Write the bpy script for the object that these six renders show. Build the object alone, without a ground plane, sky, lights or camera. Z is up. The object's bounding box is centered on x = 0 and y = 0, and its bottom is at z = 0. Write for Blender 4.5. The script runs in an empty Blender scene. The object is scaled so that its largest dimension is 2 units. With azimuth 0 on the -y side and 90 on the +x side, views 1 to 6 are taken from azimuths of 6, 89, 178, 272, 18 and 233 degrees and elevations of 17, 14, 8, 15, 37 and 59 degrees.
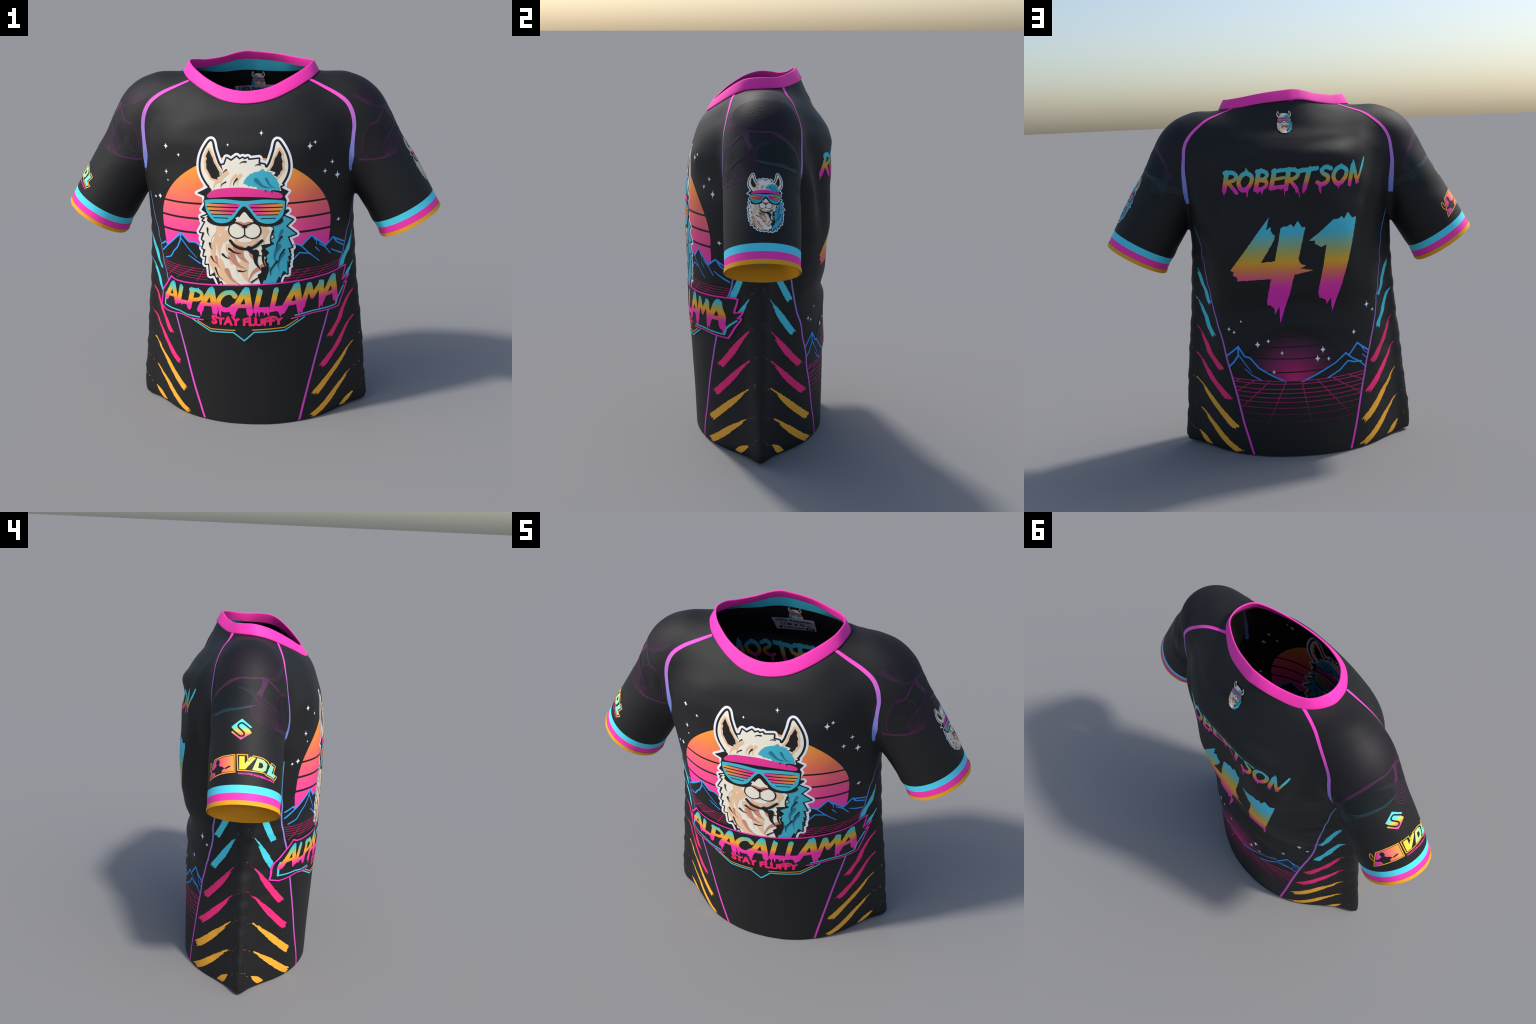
import bpy, math
import numpy as np
from mathutils import Vector
from mathutils.bvhtree import BVHTree

# =====================================================================
#  SMALL NUMERIC HELPERS
# =====================================================================
def smoothstep(a, b, x):
    t = np.clip((x - a) / (b - a), 0.0, 1.0)
    return t * t * (3 - 2 * t)


def curve1d(knots):
    """Smooth monotone-ish interpolation (Catmull-Rom) through (position, value) knots."""
    k = np.array(sorted(knots), float)
    xs, ys = k[:, 0], k[:, 1]
    h = np.diff(xs)
    s = np.diff(ys) / h
    m = np.concatenate([[s[0]], np.where(s[:-1] * s[1:] > 0, 2 * s[:-1] * s[1:] / (s[:-1] + s[1:] + 1e-12), 0.0), [s[-1]]])

    def f(x):
        x = np.clip(np.asarray(x, float), xs[0], xs[-1])
        i = np.clip(np.searchsorted(xs, x) - 1, 0, len(h) - 1)
        t = (x - xs[i]) / h[i]
        return ((2 * t**3 - 3 * t**2 + 1) * ys[i] + (t**3 - 2 * t**2 + t) * h[i] * m[i]
                + (-2 * t**3 + 3 * t**2) * ys[i + 1] + (t**3 - t**2) * h[i] * m[i + 1])
    return f


def spline(points, n, closed=False):
    """Catmull-Rom polyline with n samples per span through points of any dimension."""
    p = np.array(points, float)
    if closed:
        q = np.vstack([p[-1], p, p[0], p[1]])
    else:
        q = np.vstack([2 * p[0] - p[1], p, 2 * p[-1] - p[-2]])
    out = []
    t = np.linspace(0, 1, n, endpoint=False)[:, None]
    for i in range(len(q) - 3):
        a, b, c, d = q[i:i + 4]
        out.append(0.5 * (2 * b + (c - a) * t + (2 * a - 5 * b + 4 * c - d) * t**2 + (3 * b - a - 3 * c + d) * t**3))
    if not closed:
        out.append(p[-1:])
    return np.vstack(out)


# =====================================================================
#  THE GARMENT SURFACE: an implicit torso blended with two sleeve tubes
# =====================================================================
half_width_right = curve1d([(-.1, .605), (0.0, .612), (.02, .625), (.045, .632), (.08, .631), (.2, .618), (.3, .612), (.555, .588), (.754, .566), (.95, .552),
                            (1.13, .541), (1.22, .545), (1.35, .557), (1.5, .56), (1.6, .545), (1.7, .49), (1.78, .41), (1.83, .35), (1.87, .28), (1.95, .15)])
half_width_left = curve1d([(-.1, .615), (0.0, .628), (.02, .638), (.045, .643), (.08, .643), (.24, .627), (.4, .61), (.55, .597), (.69, .58), (.9, .564),
                           (1.05, .556), (1.22, .555), (1.35, .562), (1.5, .56), (1.6, .545), (1.7, .49), (1.78, .41), (1.83, .35), (1.87, .28), (1.95, .15)])
front_y = curve1d([(-.1, -.345), (.02, -.352), (.19, -0.358), (.4, -0.369), (.68, -0.380), (.865, -0.382), (1.075, -0.386), (1.264, -0.383), (1.4, -0.373),
                   (1.507, -.359), (1.57, -.339), (1.66, -.308), (1.714, -.268), (1.77, -.20), (1.82, -.12), (1.87, -.03), (1.95, .06)])
back_y = curve1d([(-.1, .343), (0, .345), (.3, .349), (.6, .349), (.77, .346), (.92, .370), (1.04, .382), (1.16, .398), (1.4, .392),
                  (1.55, .394), (1.61, .377), (1.685, .332), (1.74, .285), (1.79, .26), (1.876, .220), (1.95, .18)])
centre_y = curve1d([(-.1, .0), (1.0, .005), (1.6, .01), (1.75, .04), (1.85, .08), (1.95, .12)])
roundness = curve1d([(-.1, 1.55), (.1, 1.6), (.5, 1.75), (.9, 1.95), (1.3, 2.1), (1.6, 2.0), (1.95, 2.0)])

SLEEVE_SPINE = spline([(0.0, .03, 1.655), (.20, .03, 1.668), (.34, .025, 1.672), (.455, .018, 1.668), (.522, .014, 1.638), (.567, .012, 1.566), (.626, .010, 1.445),
                       (.698, .010, 1.3185), (.846, .010, 1.057), (.922, .010, .919)], 8)
SLEEVE_AXIS = {1: np.array([.489, 0.0, -.872]), -1: np.array([.530, 0.0, -.848])}
CUFF_CENTRE = {1: np.array([.841, .011, 1.0585]), -1: np.array([.848, .011, 1.070])}
RADIUS_ACROSS, RADIUS_DEPTH = .1735, .172


pinch_front = curve1d([(-.1, 0), (.2, .2), (.5, .40), (.8, .32), (.95, .18), (1.1, .05), (1.22, 0), (2, 0)])      # the cloth falls hollow beside the side seam
pinch_back = curve1d([(-.1, 0), (.2, .2), (.5, .42), (.9, .48), (1.12, .42), (1.24, .1), (1.3, 0), (2, 0)])


def torso_raw(p):
    x, y, z = p[:, 0], p[:, 1], p[:, 2]
    a = np.where(x > 0, half_width_right(z), half_width_left(z))
    c = centre_y(z)
    d = np.where(y > c, back_y(z) - c, c - front_y(z))
    e = roundness(z)
    d = d * (1 - np.where(y > c, pinch_back(z), pinch_front(z)) * np.exp(-((np.abs(x) / a - .93) / .10) ** 2))
    r = (np.abs(x / a) ** e + np.abs((y - c) / d) ** e + 1e-9) ** (1 / e)
    return (r - 1) * .3


# the lower body hangs as two sheets that meet in a creased, slightly hollow side seam
seam_profile = curve1d([(0, 1.0), (.14, .985), (.27, .94), (.43, .835), (.556, .71), (.667, .545), (.77, .35), (.88, .165), (.94, .095), (.98, .045), (1.0, 0.0), (1.015, -.06), (1.1, -.5), (1.5, -2.6)])


def skirt_raw(p):
    x, y, z = p[:, 0], p[:, 1], p[:, 2]
    a = np.where(x > 0, half_width_right(z), half_width_left(z))
    c = centre_y(z)
    d = np.where(y > c, back_y(z) - c, c - front_y(z))
    return (np.abs(y - c) / d - seam_profile(np.abs(x) / a)) * .3


def sleeve_raw(p):
    q = p.copy()
    left = (p[:, 0] < 0) * (1 - smoothstep(1.1, 1.55, p[:, 2]))
    q[:, 0] = np.abs(q[:, 0]) - .008 * left
    q[:, 1] += .008 * left
    q[:, 2] -= .003 * left
    q[:, 1] = (q[:, 1] - .010) * (RADIUS_ACROSS / RADIUS_DEPTH) + .010
    best = np.full(len(q), 1e9)
    for s, t in zip(SLEEVE_SPINE[:-1], SLEEVE_SPINE[1:]):
        d = t - s
        h = np.clip(((q - s) @ d) / (d @ d), 0, 1)
        best = np.minimum(best, np.linalg.norm(q - s - h[:, None] * d, axis=1))
    return best - RADIUS_ACROSS - .006 * smoothstep(1.05, 1.3, p[:, 2]) * (1 - smoothstep(1.4, 1.6, p[:, 2]))


def normalised(raw, p, e=2e-3):
    f = raw(p)
    g = np.stack([raw(p + e * np.eye(3)[i]) - raw(p - e * np.eye(3)[i]) for i in range(3)], 1) / (2 * e)
    return f / np.maximum(np.linalg.norm(g, axis=1), .15)


def blend(a, b, k):
    h = np.clip(.5 + .5 * (b - a) / k, 0, 1)
    return b * (1 - h) + a * h - k * h * (1 - h)


body_share_front = curve1d([(-.1, 0.0), (.12, .04), (.4, .36), (.7, .70), (.95, .90), (1.15, 1.0), (2, 1.0)])
body_share_back = curve1d([(-.1, 0.0), (.12, .04), (.4, .30), (.7, .58), (.95, .82), (1.2, 1.0), (2, 1.0)])


def garment(p):
    w = np.where(p[:, 1] > 0, body_share_back(p[:, 2]), body_share_front(p[:, 2]))
    t = normalised(torso_raw, p) * w + normalised(skirt_raw, p) * (1 - w)
    s = sleeve_raw(p)
    k = .02 + .06 * smoothstep(1.25, 1.6, p[:, 2])
    return blend(t, s, k)


def surface_nets(field, lo, hi, step):
    n = [int(math.ceil((b - a) / step)) + 1 for a, b in zip(lo, hi)]
    ax = [a + step * np.arange(m) for a, m in zip(lo, n)]
    g = np.stack(np.meshgrid(*ax, indexing="ij"), -1)
    coarse = g[::4, ::4, ::4]
    rough = field(coarse.reshape(-1, 3)).reshape(coarse.shape[:3])
    v = rough.repeat(4, 0).repeat(4, 1).repeat(4, 2)[:n[0], :n[1], :n[2]].copy()
    near = np.abs(v) < 9 * step
    v[near] = np.concatenate([field(c) for c in np.array_split(g[near], 8)])
    inside = v < 0
    corners = [(i, j, k) for i in (0, 1) for j in (0, 1) for k in (0, 1)]
    m = [q - 1 for q in n]
    cnt = sum(inside[i:i + m[0], j:j + m[1], k:k + m[2]].astype(int) for i, j, k in corners)
    active = (cnt > 0) & (cnt < 8)
    acc, num = np.zeros(m + [3]), np.zeros(m)
    for i, c in enumerate(corners):
        for a in range(3):
            if c[a] == 0:
                d = tuple(c[b] + (b == a) for b in range(3))
                va = v[c[0]:c[0] + m[0], c[1]:c[1] + m[1], c[2]:c[2] + m[2]]
                vb = v[d[0]:d[0] + m[0], d[1]:d[1] + m[1], d[2]:d[2] + m[2]]
                cross = (va < 0) != (vb < 0)
                t = np.where(cross, va / np.where(cross, va - vb, 1), 0)
                for b in range(3):
                    acc[..., b] += np.where(cross, c[b] + (t if b == a else 0), 0)
                num += cross
    index = -np.ones(m, int)
    idx = np.argwhere(active)
    index[active] = np.arange(len(idx))
    verts = np.array(lo) + step * (idx + acc[active] / num[active][:, None])
    tris = []
    for a in range(3):
        b, c = (a + 1) % 3, (a + 2) % 3
        va, vb = np.take(v, range(n[a] - 1), a), np.take(v, range(1, n[a]), a)
        cr = np.argwhere((va < 0) != (vb < 0))
        cr = cr[(cr[:, b] > 0) & (cr[:, c] > 0) & (cr[:, b] < m[b]) & (cr[:, c] < m[c])]
        eb, ec = np.eye(3, dtype=int)[b], np.eye(3, dtype=int)[c]
        q = np.stack([index[tuple((cr - o).T)] for o in (eb * 0, eb, eb + ec, ec)], 1)
        flip = va[tuple(cr.T)] >= 0
        q[flip] = q[flip][:, ::-1]
        tris += [q[:, [0, 1, 2]], q[:, [0, 2, 3]]]
    return verts, np.vstack(tris)


def vertex_normals(v, t):
    fn = np.cross(v[t[:, 1]] - v[t[:, 0]], v[t[:, 2]] - v[t[:, 0]])
    n = np.zeros_like(v)
    for i in range(3):
        for k in range(3):
            n[:, k] += np.bincount(t[:, i], fn[:, k], len(v))
    return n / np.maximum(np.linalg.norm(n, axis=1), 1e-12)[:, None]


def cut(v, t, h, extra=None):
    """Splits a triangle mesh along h = 0; returns (verts, tris below, tris above, extra)."""
    h = np.where(np.abs(h) < 1e-6, 1e-6, h)
    below = h < 0
    s = below[t].sum(1)
    lo, hi = [t[s == 3]], [t[s == 0]]
    edges = {}
    new, newx = [], []

    def mid(a, b):
        key = (a, b) if a < b else (b, a)
        if key not in edges:
            w = h[key[0]] / (h[key[0]] - h[key[1]])
            edges[key] = len(v) + len(new)
            new.append(v[key[0]] * (1 - w) + v[key[1]] * w)
            if extra is not None:
                newx.append(extra[key[0]] * (1 - w) + extra[key[1]] * w)
        return edges[key]
    for tri in t[(s == 1) | (s == 2)]:
        b = below[tri]
        one = int(np.argmax(b)) if b.sum() == 1 else int(np.argmin(b))
        a, c, d = (int(tri[(one + i) % 3]) for i in range(3))
        e, f = mid(a, c), mid(a, d)
        small, big = [(a, e, f)], [(e, c, d), (e, d, f)]
        (lo if b.sum() == 1 else hi).append(np.array(small))
        (hi if b.sum() == 1 else lo).append(np.array(big))
    if new:
        v = np.vstack([v, new])
        if extra is not None:
            extra = np.vstack([extra, newx])
    return v, np.vstack(lo), np.vstack(hi), extra


# ---------------------------------------------------------------- collar curves
COLLAR_BOTTOM = spline([(0, -.267, 1.713), (.12, -.250, 1.728), (.225, -.195, 1.768), (.315, -.118, 1.818), (.343, -.058, 1.839), (.350, .020, 1.846), (.318, .085, 1.847), (.245, .140, 1.851), (.13, .198, 1.867), (0, .222, 1.876),
                        (-.055, .218, 1.878), (-.105, .206, 1.873), (-.17, .180, 1.859), (-.25, .140, 1.847), (-.312, .085, 1.848), (-.345, .010, 1.848), (-.330, -.058, 1.834), (-.292, -.120, 1.808), (-.205, -.200, 1.764), (-.11, -.250, 1.727)], 9, True)
COLLAR_TOP = spline([(0, -.232, 1.770), (.11, -.214, 1.785), (.205, -.168, 1.826), (.286, -.108, 1.870), (.317, -.058, 1.892), (.324, .012, 1.898), (.298, .078, 1.897), (.225, .126, 1.905), (.12, .168, 1.920), (0, .189, 1.931),
                     (-.05, .188, 1.932), (-.10, .177, 1.923), (-.16, .154, 1.907), (-.24, .116, 1.897), (-.290, .078, 1.900), (-.314, .010, 1.902), (-.298, -.055, 1.886), (-.260, -.110, 1.860), (-.19, -.172, 1.820), (-.10, -.214, 1.784)], 9, True)


def polar_radius(curve, centre):
    d = curve[:, :2] - centre
    a, r = np.arctan2(d[:, 1], d[:, 0]), np.hypot(d[:, 0], d[:, 1])
    o = np.argsort(a)
    a, r = a[o], r[o]
    z = curve[o, 2]
    wrap = np.concatenate([a - 2 * np.pi, a, a + 2 * np.pi])
    return lambda q: np.interp(q, wrap, np.tile(r, 3)), lambda q: np.interp(q, wrap, np.tile(z, 3))


def to_surface(p, offset=0.0, rounds=4):
    for _ in range(rounds):
        e = 2e-3
        f = garment(p) - offset
        g = np.stack([garment(p + e * np.eye(3)[i]) - garment(p - e * np.eye(3)[i]) for i in range(3)], 1) / (2 * e)
        p = p - (f / np.maximum((g**2).sum(1), .2))[:, None] * g
    return p


def gather_to_collar(p):
    """The cloth is drawn onto the collar seam: near it the surface takes up the seam's height."""
    seam = COLLAR_BOTTOM
    e = 2e-3
    g = np.stack([garment(seam + e * np.eye(3)[i]) - garment(seam - e * np.eye(3)[i]) for i in range(3)], 1) / (2 * e)
    pull = ((garment(seam) - .0025) / np.maximum((g**2).sum(1), .2))[:, None] * g
    out = p.copy()
    near = np.flatnonzero(p[:, 2] > 1.55)
    d = np.linalg.norm(p[near, None] - seam[None], axis=2)
    w = np.exp(-(d / .03) ** 2) + 1e-12
    mean = (w[:, :, None] * pull[None]).sum(1) / w.sum(1)[:, None]
    out[near] += mean * (1 - smoothstep(.02, .16, d.min(1)))[:, None]
    return out


NECK_CENTRE = np.array([0.0, -.02])
neck_radius, neck_height = polar_radius(COLLAR_BOTTOM, NECK_CENTRE)


def neck_field(p):
    d = p[:, :2] - NECK_CENTRE
    a = np.arctan2(d[:, 1], d[:, 0])
    inside = neck_radius(a) - .012 - np.hypot(d[:, 0], d[:, 1])
    above = p[:, 2] - neck_height(a) - .003
    return np.where(p[:, 2] > 1.55, np.maximum(inside, np.minimum(above, inside + .05)), -1.0)


def hem_height(p):
    return .002 + .010 * smoothstep(.42, .60, np.abs(p[:, 0]))


def hem_field(p):
    return hem_height(p) - p[:, 2]


def along_sleeve(p):
    out = np.full(len(p), -1.0)
    for side in (1, -1):
        m = p[:, 0] * side > .3
        q = p[m] * np.array([side, 1, 1])
        d = q - CUFF_CENTRE[side]
        along = d @ SLEEVE_AXIS[side]
        across = np.linalg.norm(d - along[:, None] * SLEEVE_AXIS[side], axis=1)
        out[m] = np.minimum(along, .26 - across)
    return out


# folds of the cloth: (x, z, spread along, spread across, lean in degrees, height); lean 0 = upright fold
BACK_FOLDS = [
    (0.0, 1.24, .22, .13, 0, -.045), (-.26, 1.20, .20, .075, -8, .026), (.27, 1.22, .20, .06, 8, .010),
    (-.41, 1.24, .18, .055, 10, -.032), (.40, 1.36, .14, .05, -12, -.030), (-.47, 1.43, .12, .04, 6, .022), (.465, 1.38, .16, .042, -12, .048),
    (-.29, .965, .10, .08, 40, .014), (0, .82, .04, .25, 0, -.008),
    (-.12, .70, .03, .20, 12, .008), (.15, .60, .03, .18, -10, .007), (-.18, .52, .025, .16, -8, .006), (.05, .46, .03, .2, 6, .006),
    (-.22, 1.62, .03, .14, -12, .010), (-.20, 1.50, .035, .12, -18, -.008), (-.15, 1.44, .05, .07, -15, .014), (-.36, 1.33, .10, .04, -8, .014),
    (.03, 1.41, .05, .07, 0, -.010), (-.10, 1.01, .04, .12, -10, .018), (-.08, 1.14, .05, .06, 0, -.008), (.28, 1.66, .03, .10, 15, -.006), (-.52, 1.28, .09, .04, 0, -.022),
    (-.19, 1.655, .022, .08, -8, -.008), (-.24, 1.585, .025, .12, -6, .010), (-.37, 1.53, .12, .03, 4, .009), (.24, 1.60, .03, .10, 14, .006)]
FRONT_FOLDS = [
    (-.32, 1.20, .22, .09, 0, .014), (-.53, 1.40, .13, .05, 6, .026), (.54, 1.36, .12, .04, -6, .018), (.28, 1.58, .07, .12, 0, .012),
    (-.36, 1.57, .10, .12, 20, .026), (.40, 1.62, .07, .10, -30, .010), (.31, 1.50, .06, .06, 0, .012), (-.36, 1.66, .03, .12, 10, -.006)]


def wrinkles(p, n):
    x, z = p[:, 0], p[:, 2]
    out = np.zeros(len(p))
    for folds, facing in ((BACK_FOLDS, n[:, 1]), (FRONT_FOLDS, -n[:, 1])):
        w = smoothstep(.0, .5, facing)
        for fx, fz, along, across, lean, height in folds:
            c, s = math.cos(math.radians(lean)), math.sin(math.radians(lean))
            u, v = (x - fx) * c + (z - fz) * s, -(x - fx) * s + (z - fz) * c
            out += w * height * np.exp(-.5 * ((u / across) ** 2 + (v / along) ** 2))
    # slack ripples: lengthwise along the side seams, slanting across the lower back, faint ones on the chest
    edge = smoothstep(.55, .9, np.abs(n[:, 0])) * smoothstep(.05, .2, z) * (1 - smoothstep(1.05, 1.2, z))
    out += edge * .0017 * (np.sin(z * 47 + 1.3 * np.sign(x)) + .7 * np.sin(z * 83 + x))
    low = smoothstep(.1, .5, n[:, 1]) * smoothstep(.3, .5, z) * (1 - smoothstep(.85, 1.05, z))
    out += low * (1 - smoothstep(.34, .46, np.abs(x))) * .0055 * np.sin(34 * (z + .35 * np.abs(x)) + 2.2 * np.sin(7 * x + 1)) * (.6 + .4 * np.sin(11 * x + 2))
    high = smoothstep(.1, .5, n[:, 1]) * smoothstep(1.3, 1.4, z) * (1 - smoothstep(1.6, 1.75, z))
    out += high * .0035 * np.sin(24 * (z - .5 * x) + 1.5 * np.sin(8 * x))
    chest = smoothstep(.1, .5, -n[:, 1]) * smoothstep(1.3, 1.42, z) * (1 - smoothstep(1.62, 1.7, z))
    out += chest * .0022 * np.sin(26 * (z + .6 * np.abs(x))) * smoothstep(.15, .4, np.abs(x))
    return out


def build_surface(step=.0125):
    v, t = surface_nets(garment, (-1.12, -.46, -.06), (1.12, .46, 1.95), step)
    v = gather_to_collar(to_surface(v, 0.0, 3))
    n = vertex_normals(v, t)
    v = v + n * wrinkles(v, n)[:, None]
    for field in (hem_field, neck_field, along_sleeve):
        v, t, _, _ = cut(v, t, field(v))
    used = np.unique(t)
    remap = -np.ones(len(v), int)
    remap[used] = np.arange(len(used))
    v, t = v[used], remap[t]
    return v, t, vertex_normals(v, t)
# =====================================================================
#  PARTS OF THE SHELL
# =====================================================================
CLOTH = .004                      # thickness of the cloth
rng = np.random.default_rng(41)

raglan_front = curve1d([(.3, .72), (.6, .70), (.95, .605), (1.12, .572), (1.22, .548), (1.30, .532), (1.40, .530), (1.50, .536), (1.59, .545), (1.655, .535), (1.72, .498), (1.771, .41), (1.815, .322), (1.86, .26), (1.95, .2)])
raglan_back = curve1d([(.3, .72), (.6, .70), (.95, .605), (1.12, .572), (1.22, .550), (1.30, .543), (1.40, .546), (1.53, .552), (1.645, .540), (1.72, .500), (1.768, .432), (1.815, .352), (1.847, .274), (1.87, .22), (1.95, .2)])
seam_front_right = curve1d([(-.05, .255), (.017, .270), (.238, .322), (.449, .373), (.613, .416), (.829, .465), (.95, .493), (1.05, .514), (1.13, .530), (1.22, .545), (1.4, .70)])
seam_front_left = curve1d([(-.05, .236), (.014, .250), (.2, .303), (.41, .352), (.595, .398), (.779, .437), (.88, .460), (1.0, .478), (1.139, .503), (1.25, .516), (1.4, .70)])
seam_back_right = curve1d([(-.05, .243), (.012, .256), (.17, .298), (.335, .331), (.49, .367), (.629, .395), (.80, .436), (.95, .462), (1.06, .480), (1.16, .490), (1.25, .515), (1.4, .70)])
seam_back_left = curve1d([(-.05, .252), (.007, .270), (.168, .309), (.358, .348), (.53, .388), (.70, .430), (.85, .452), (1.0, .468), (1.152, .490), (1.277, .518), (1.4, .70)])


def raglan_field(p):
    w = smoothstep(-.06, .06, p[:, 1])
    return np.abs(p[:, 0]) - (raglan_front(p[:, 2]) * (1 - w) + raglan_back(p[:, 2]) * w)


def side_field(p):
    x, y, z = p.T
    f = np.where(x > 0, seam_front_right(z), seam_front_left(z))
    b = np.where(x > 0, seam_back_right(z), seam_back_left(z))
    return np.abs(x) - np.where(y > 0, b, f)


def cuff_distance(p):
    """Distance up the sleeve from the cuff's edge."""
    out = np.zeros(len(p))
    for side in (1, -1):
        m = p[:, 0] * side > 0
        out[m] = -(p[m] * np.array([side, 1, 1]) - CUFF_CENTRE[side]) @ SLEEVE_AXIS[side]
    return out


# =====================================================================
#  MATERIALS
# =====================================================================
def srgb(r, g, b):
    return tuple((c / 255 / 12.92 if c / 255 <= .04045 else ((c / 255 + .055) / 1.055) ** 2.4) for c in (r, g, b)) + (1.0,)


def perceptual(stops):
    """Inserts in-between stops so that a ramp blends as printed inks do, not as light does."""
    enc = lambda c: np.where(np.array(c[:3]) <= .0031308, np.array(c[:3]) * 12.92, 1.055 * np.maximum(np.array(c[:3]), 1e-9) ** (1 / 2.4) - .055)
    out = [stops[0]]
    for (p, c), (q, d) in zip(stops[:-1], stops[1:]):
        for t in ((.25, .5, .75, 1) if len(stops) < 7 else (.5, 1)):
            out.append((p + (q - p) * t, srgb(*(255 * (enc(c) * (1 - t) + enc(d) * t)))))
    return out


MATERIALS = {}


def material(name, colour=None, stops=None, direction=(0, 0, 1), span=(0, 1), roughness=.62, specular=.35, knit=0.0, mottling=.06, radial=None):
    """Cloth ink: one colour or a ramp along a direction (or around a centre), with a fine knit bump and a trace of mottling."""
    if name in MATERIALS:
        return MATERIALS[name]
    m = bpy.data.materials.new(name)
    m.use_nodes = True
    nt = m.node_tree
    bsdf = nt.nodes["Principled BSDF"]
    bsdf.inputs["Roughness"].default_value = roughness
    bsdf.inputs["Specular IOR Level"].default_value = specular
    co = nt.nodes.new("ShaderNodeTexCoord")
    if stops:
        ramp = nt.nodes.new("ShaderNodeValToRGB")
        stops = perceptual(stops)
        el = ramp.color_ramp.elements
        for i, (pos, col) in enumerate(stops):
            e = el[i] if i < 2 else el.new(pos)
            e.position, e.color = pos, col
        rng_node = nt.nodes.new("ShaderNodeMapRange")
        rng_node.inputs["From Min"].default_value, rng_node.inputs["From Max"].default_value = span
        if radial:
            sub = nt.nodes.new("ShaderNodeVectorMath")
            sub.operation = "SUBTRACT"
            sub.inputs[1].default_value = radial[0]
            nt.links.new(co.outputs["Object"], sub.inputs[0])
            mul = nt.nodes.new("ShaderNodeVectorMath")
            mul.operation = "MULTIPLY"
            mul.inputs[1].default_value = radial[1]
            nt.links.new(sub.outputs[0], mul.inputs[0])
            dot = nt.nodes.new("ShaderNodeVectorMath")
            dot.operation = "LENGTH"
            nt.links.new(mul.outputs[0], dot.inputs[0])
        else:
            dot = nt.nodes.new("ShaderNodeVectorMath")
            dot.operation = "DOT_PRODUCT"
            dot.inputs[1].default_value = direction
            nt.links.new(co.outputs["Object"], dot.inputs[0])
        nt.links.new(dot.outputs["Value"], rng_node.inputs["Value"])
        nt.links.new(rng_node.outputs[0], ramp.inputs["Fac"])
        base = ramp.outputs["Color"]
    else:
        rgb = nt.nodes.new("ShaderNodeRGB")
        rgb.outputs[0].default_value = colour
        base = rgb.outputs[0]
    noise = nt.nodes.new("ShaderNodeTexNoise")
    noise.inputs["Scale"].default_value = 9.0
    noise.inputs["Detail"].default_value = 4.0
    nt.links.new(co.outputs["Object"], noise.inputs["Vector"])
    amount = nt.nodes.new("ShaderNodeMapRange")
    amount.inputs["To Min"].default_value, amount.inputs["To Max"].default_value = 1 - mottling, 1 + mottling
    nt.links.new(noise.outputs["Fac"], amount.inputs["Value"])
    mix = nt.nodes.new("ShaderNodeVectorMath")
    mix.operation = "SCALE"
    nt.links.new(base, mix.inputs[0])
    nt.links.new(amount.outputs[0], mix.inputs["Scale"])
    nt.links.new(mix.outputs[0], bsdf.inputs["Base Color"])
    if knit:
        wave = nt.nodes.new("ShaderNodeTexWave")
        wave.bands_direction = "Z"
        wave.inputs["Scale"].default_value = 160.0
        wave.inputs["Distortion"].default_value = 1.5
        wave.inputs["Detail Scale"].default_value = 40.0
        nt.links.new(co.outputs["Object"], wave.inputs["Vector"])
        bump = nt.nodes.new("ShaderNodeBump")
        bump.inputs["Strength"].default_value = knit
        bump.inputs["Distance"].default_value = .001
        nt.links.new(wave.outputs["Fac"], bump.inputs["Height"])
        nt.links.new(bump.outputs[0], bsdf.inputs["Normal"])
    MATERIALS[name] = m
    return m


CYAN, YELLOW, MAGENTA = srgb(78, 214, 236), srgb(250, 176, 36), srgb(255, 48, 172)
BLACK, WHITE = (.0048, .0048, .0052, 1), srgb(244, 244, 250)
black_cloth = material("black_cloth", BLACK, roughness=.66, specular=.43, knit=.12, mottling=.1)
ink_black = material("black_ink", BLACK, roughness=.66, specular=.43)
collar_pink = material("collar_pink", srgb(255, 56, 176), knit=.15)
cyan_tape = material("cyan_tape", srgb(70, 200, 220))
cuff_cyan = material("cuff_cyan", srgb(82, 218, 240))
cuff_magenta = material("cuff_magenta", srgb(255, 56, 178))
cuff_yellow = material("cuff_yellow", srgb(240, 166, 30), knit=.15)
white_ink = material("white_ink", WHITE)
stroke_cyan = material("stroke_cyan", srgb(74, 208, 226))
stroke_pink = material("stroke_pink", srgb(252, 40, 122))
stroke_yellow = material("stroke_yellow", srgb(252, 176, 52))
mountain_blue = material("mountain_blue", srgb(52, 160, 246))
grid_pink = material("grid_pink", srgb(170, 28, 92))
banner_magenta = material("banner_magenta", srgb(255, 50, 186))
banner_cyan = material("banner_cyan", srgb(72, 196, 214))
banner_orange = material("banner_orange", srgb(226, 152, 52))
motto_pink = material("motto_pink", srgb(250, 36, 112))
seam_side = material("seam_side", stops=[(0, srgb(252, 64, 196)), (.35, srgb(206, 96, 206)), (.65, srgb(160, 118, 208)), (.85, srgb(112, 146, 214)), (1, srgb(76, 168, 214))], span=(0, 1.22))
seam_raglan = material("seam_raglan", stops=[(0, srgb(92, 138, 210)), (.3, srgb(140, 138, 214)), (.6, srgb(188, 120, 214)), (.85, srgb(250, 84, 206)), (1, srgb(255, 66, 196))], span=(1.32, 1.82))
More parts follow.
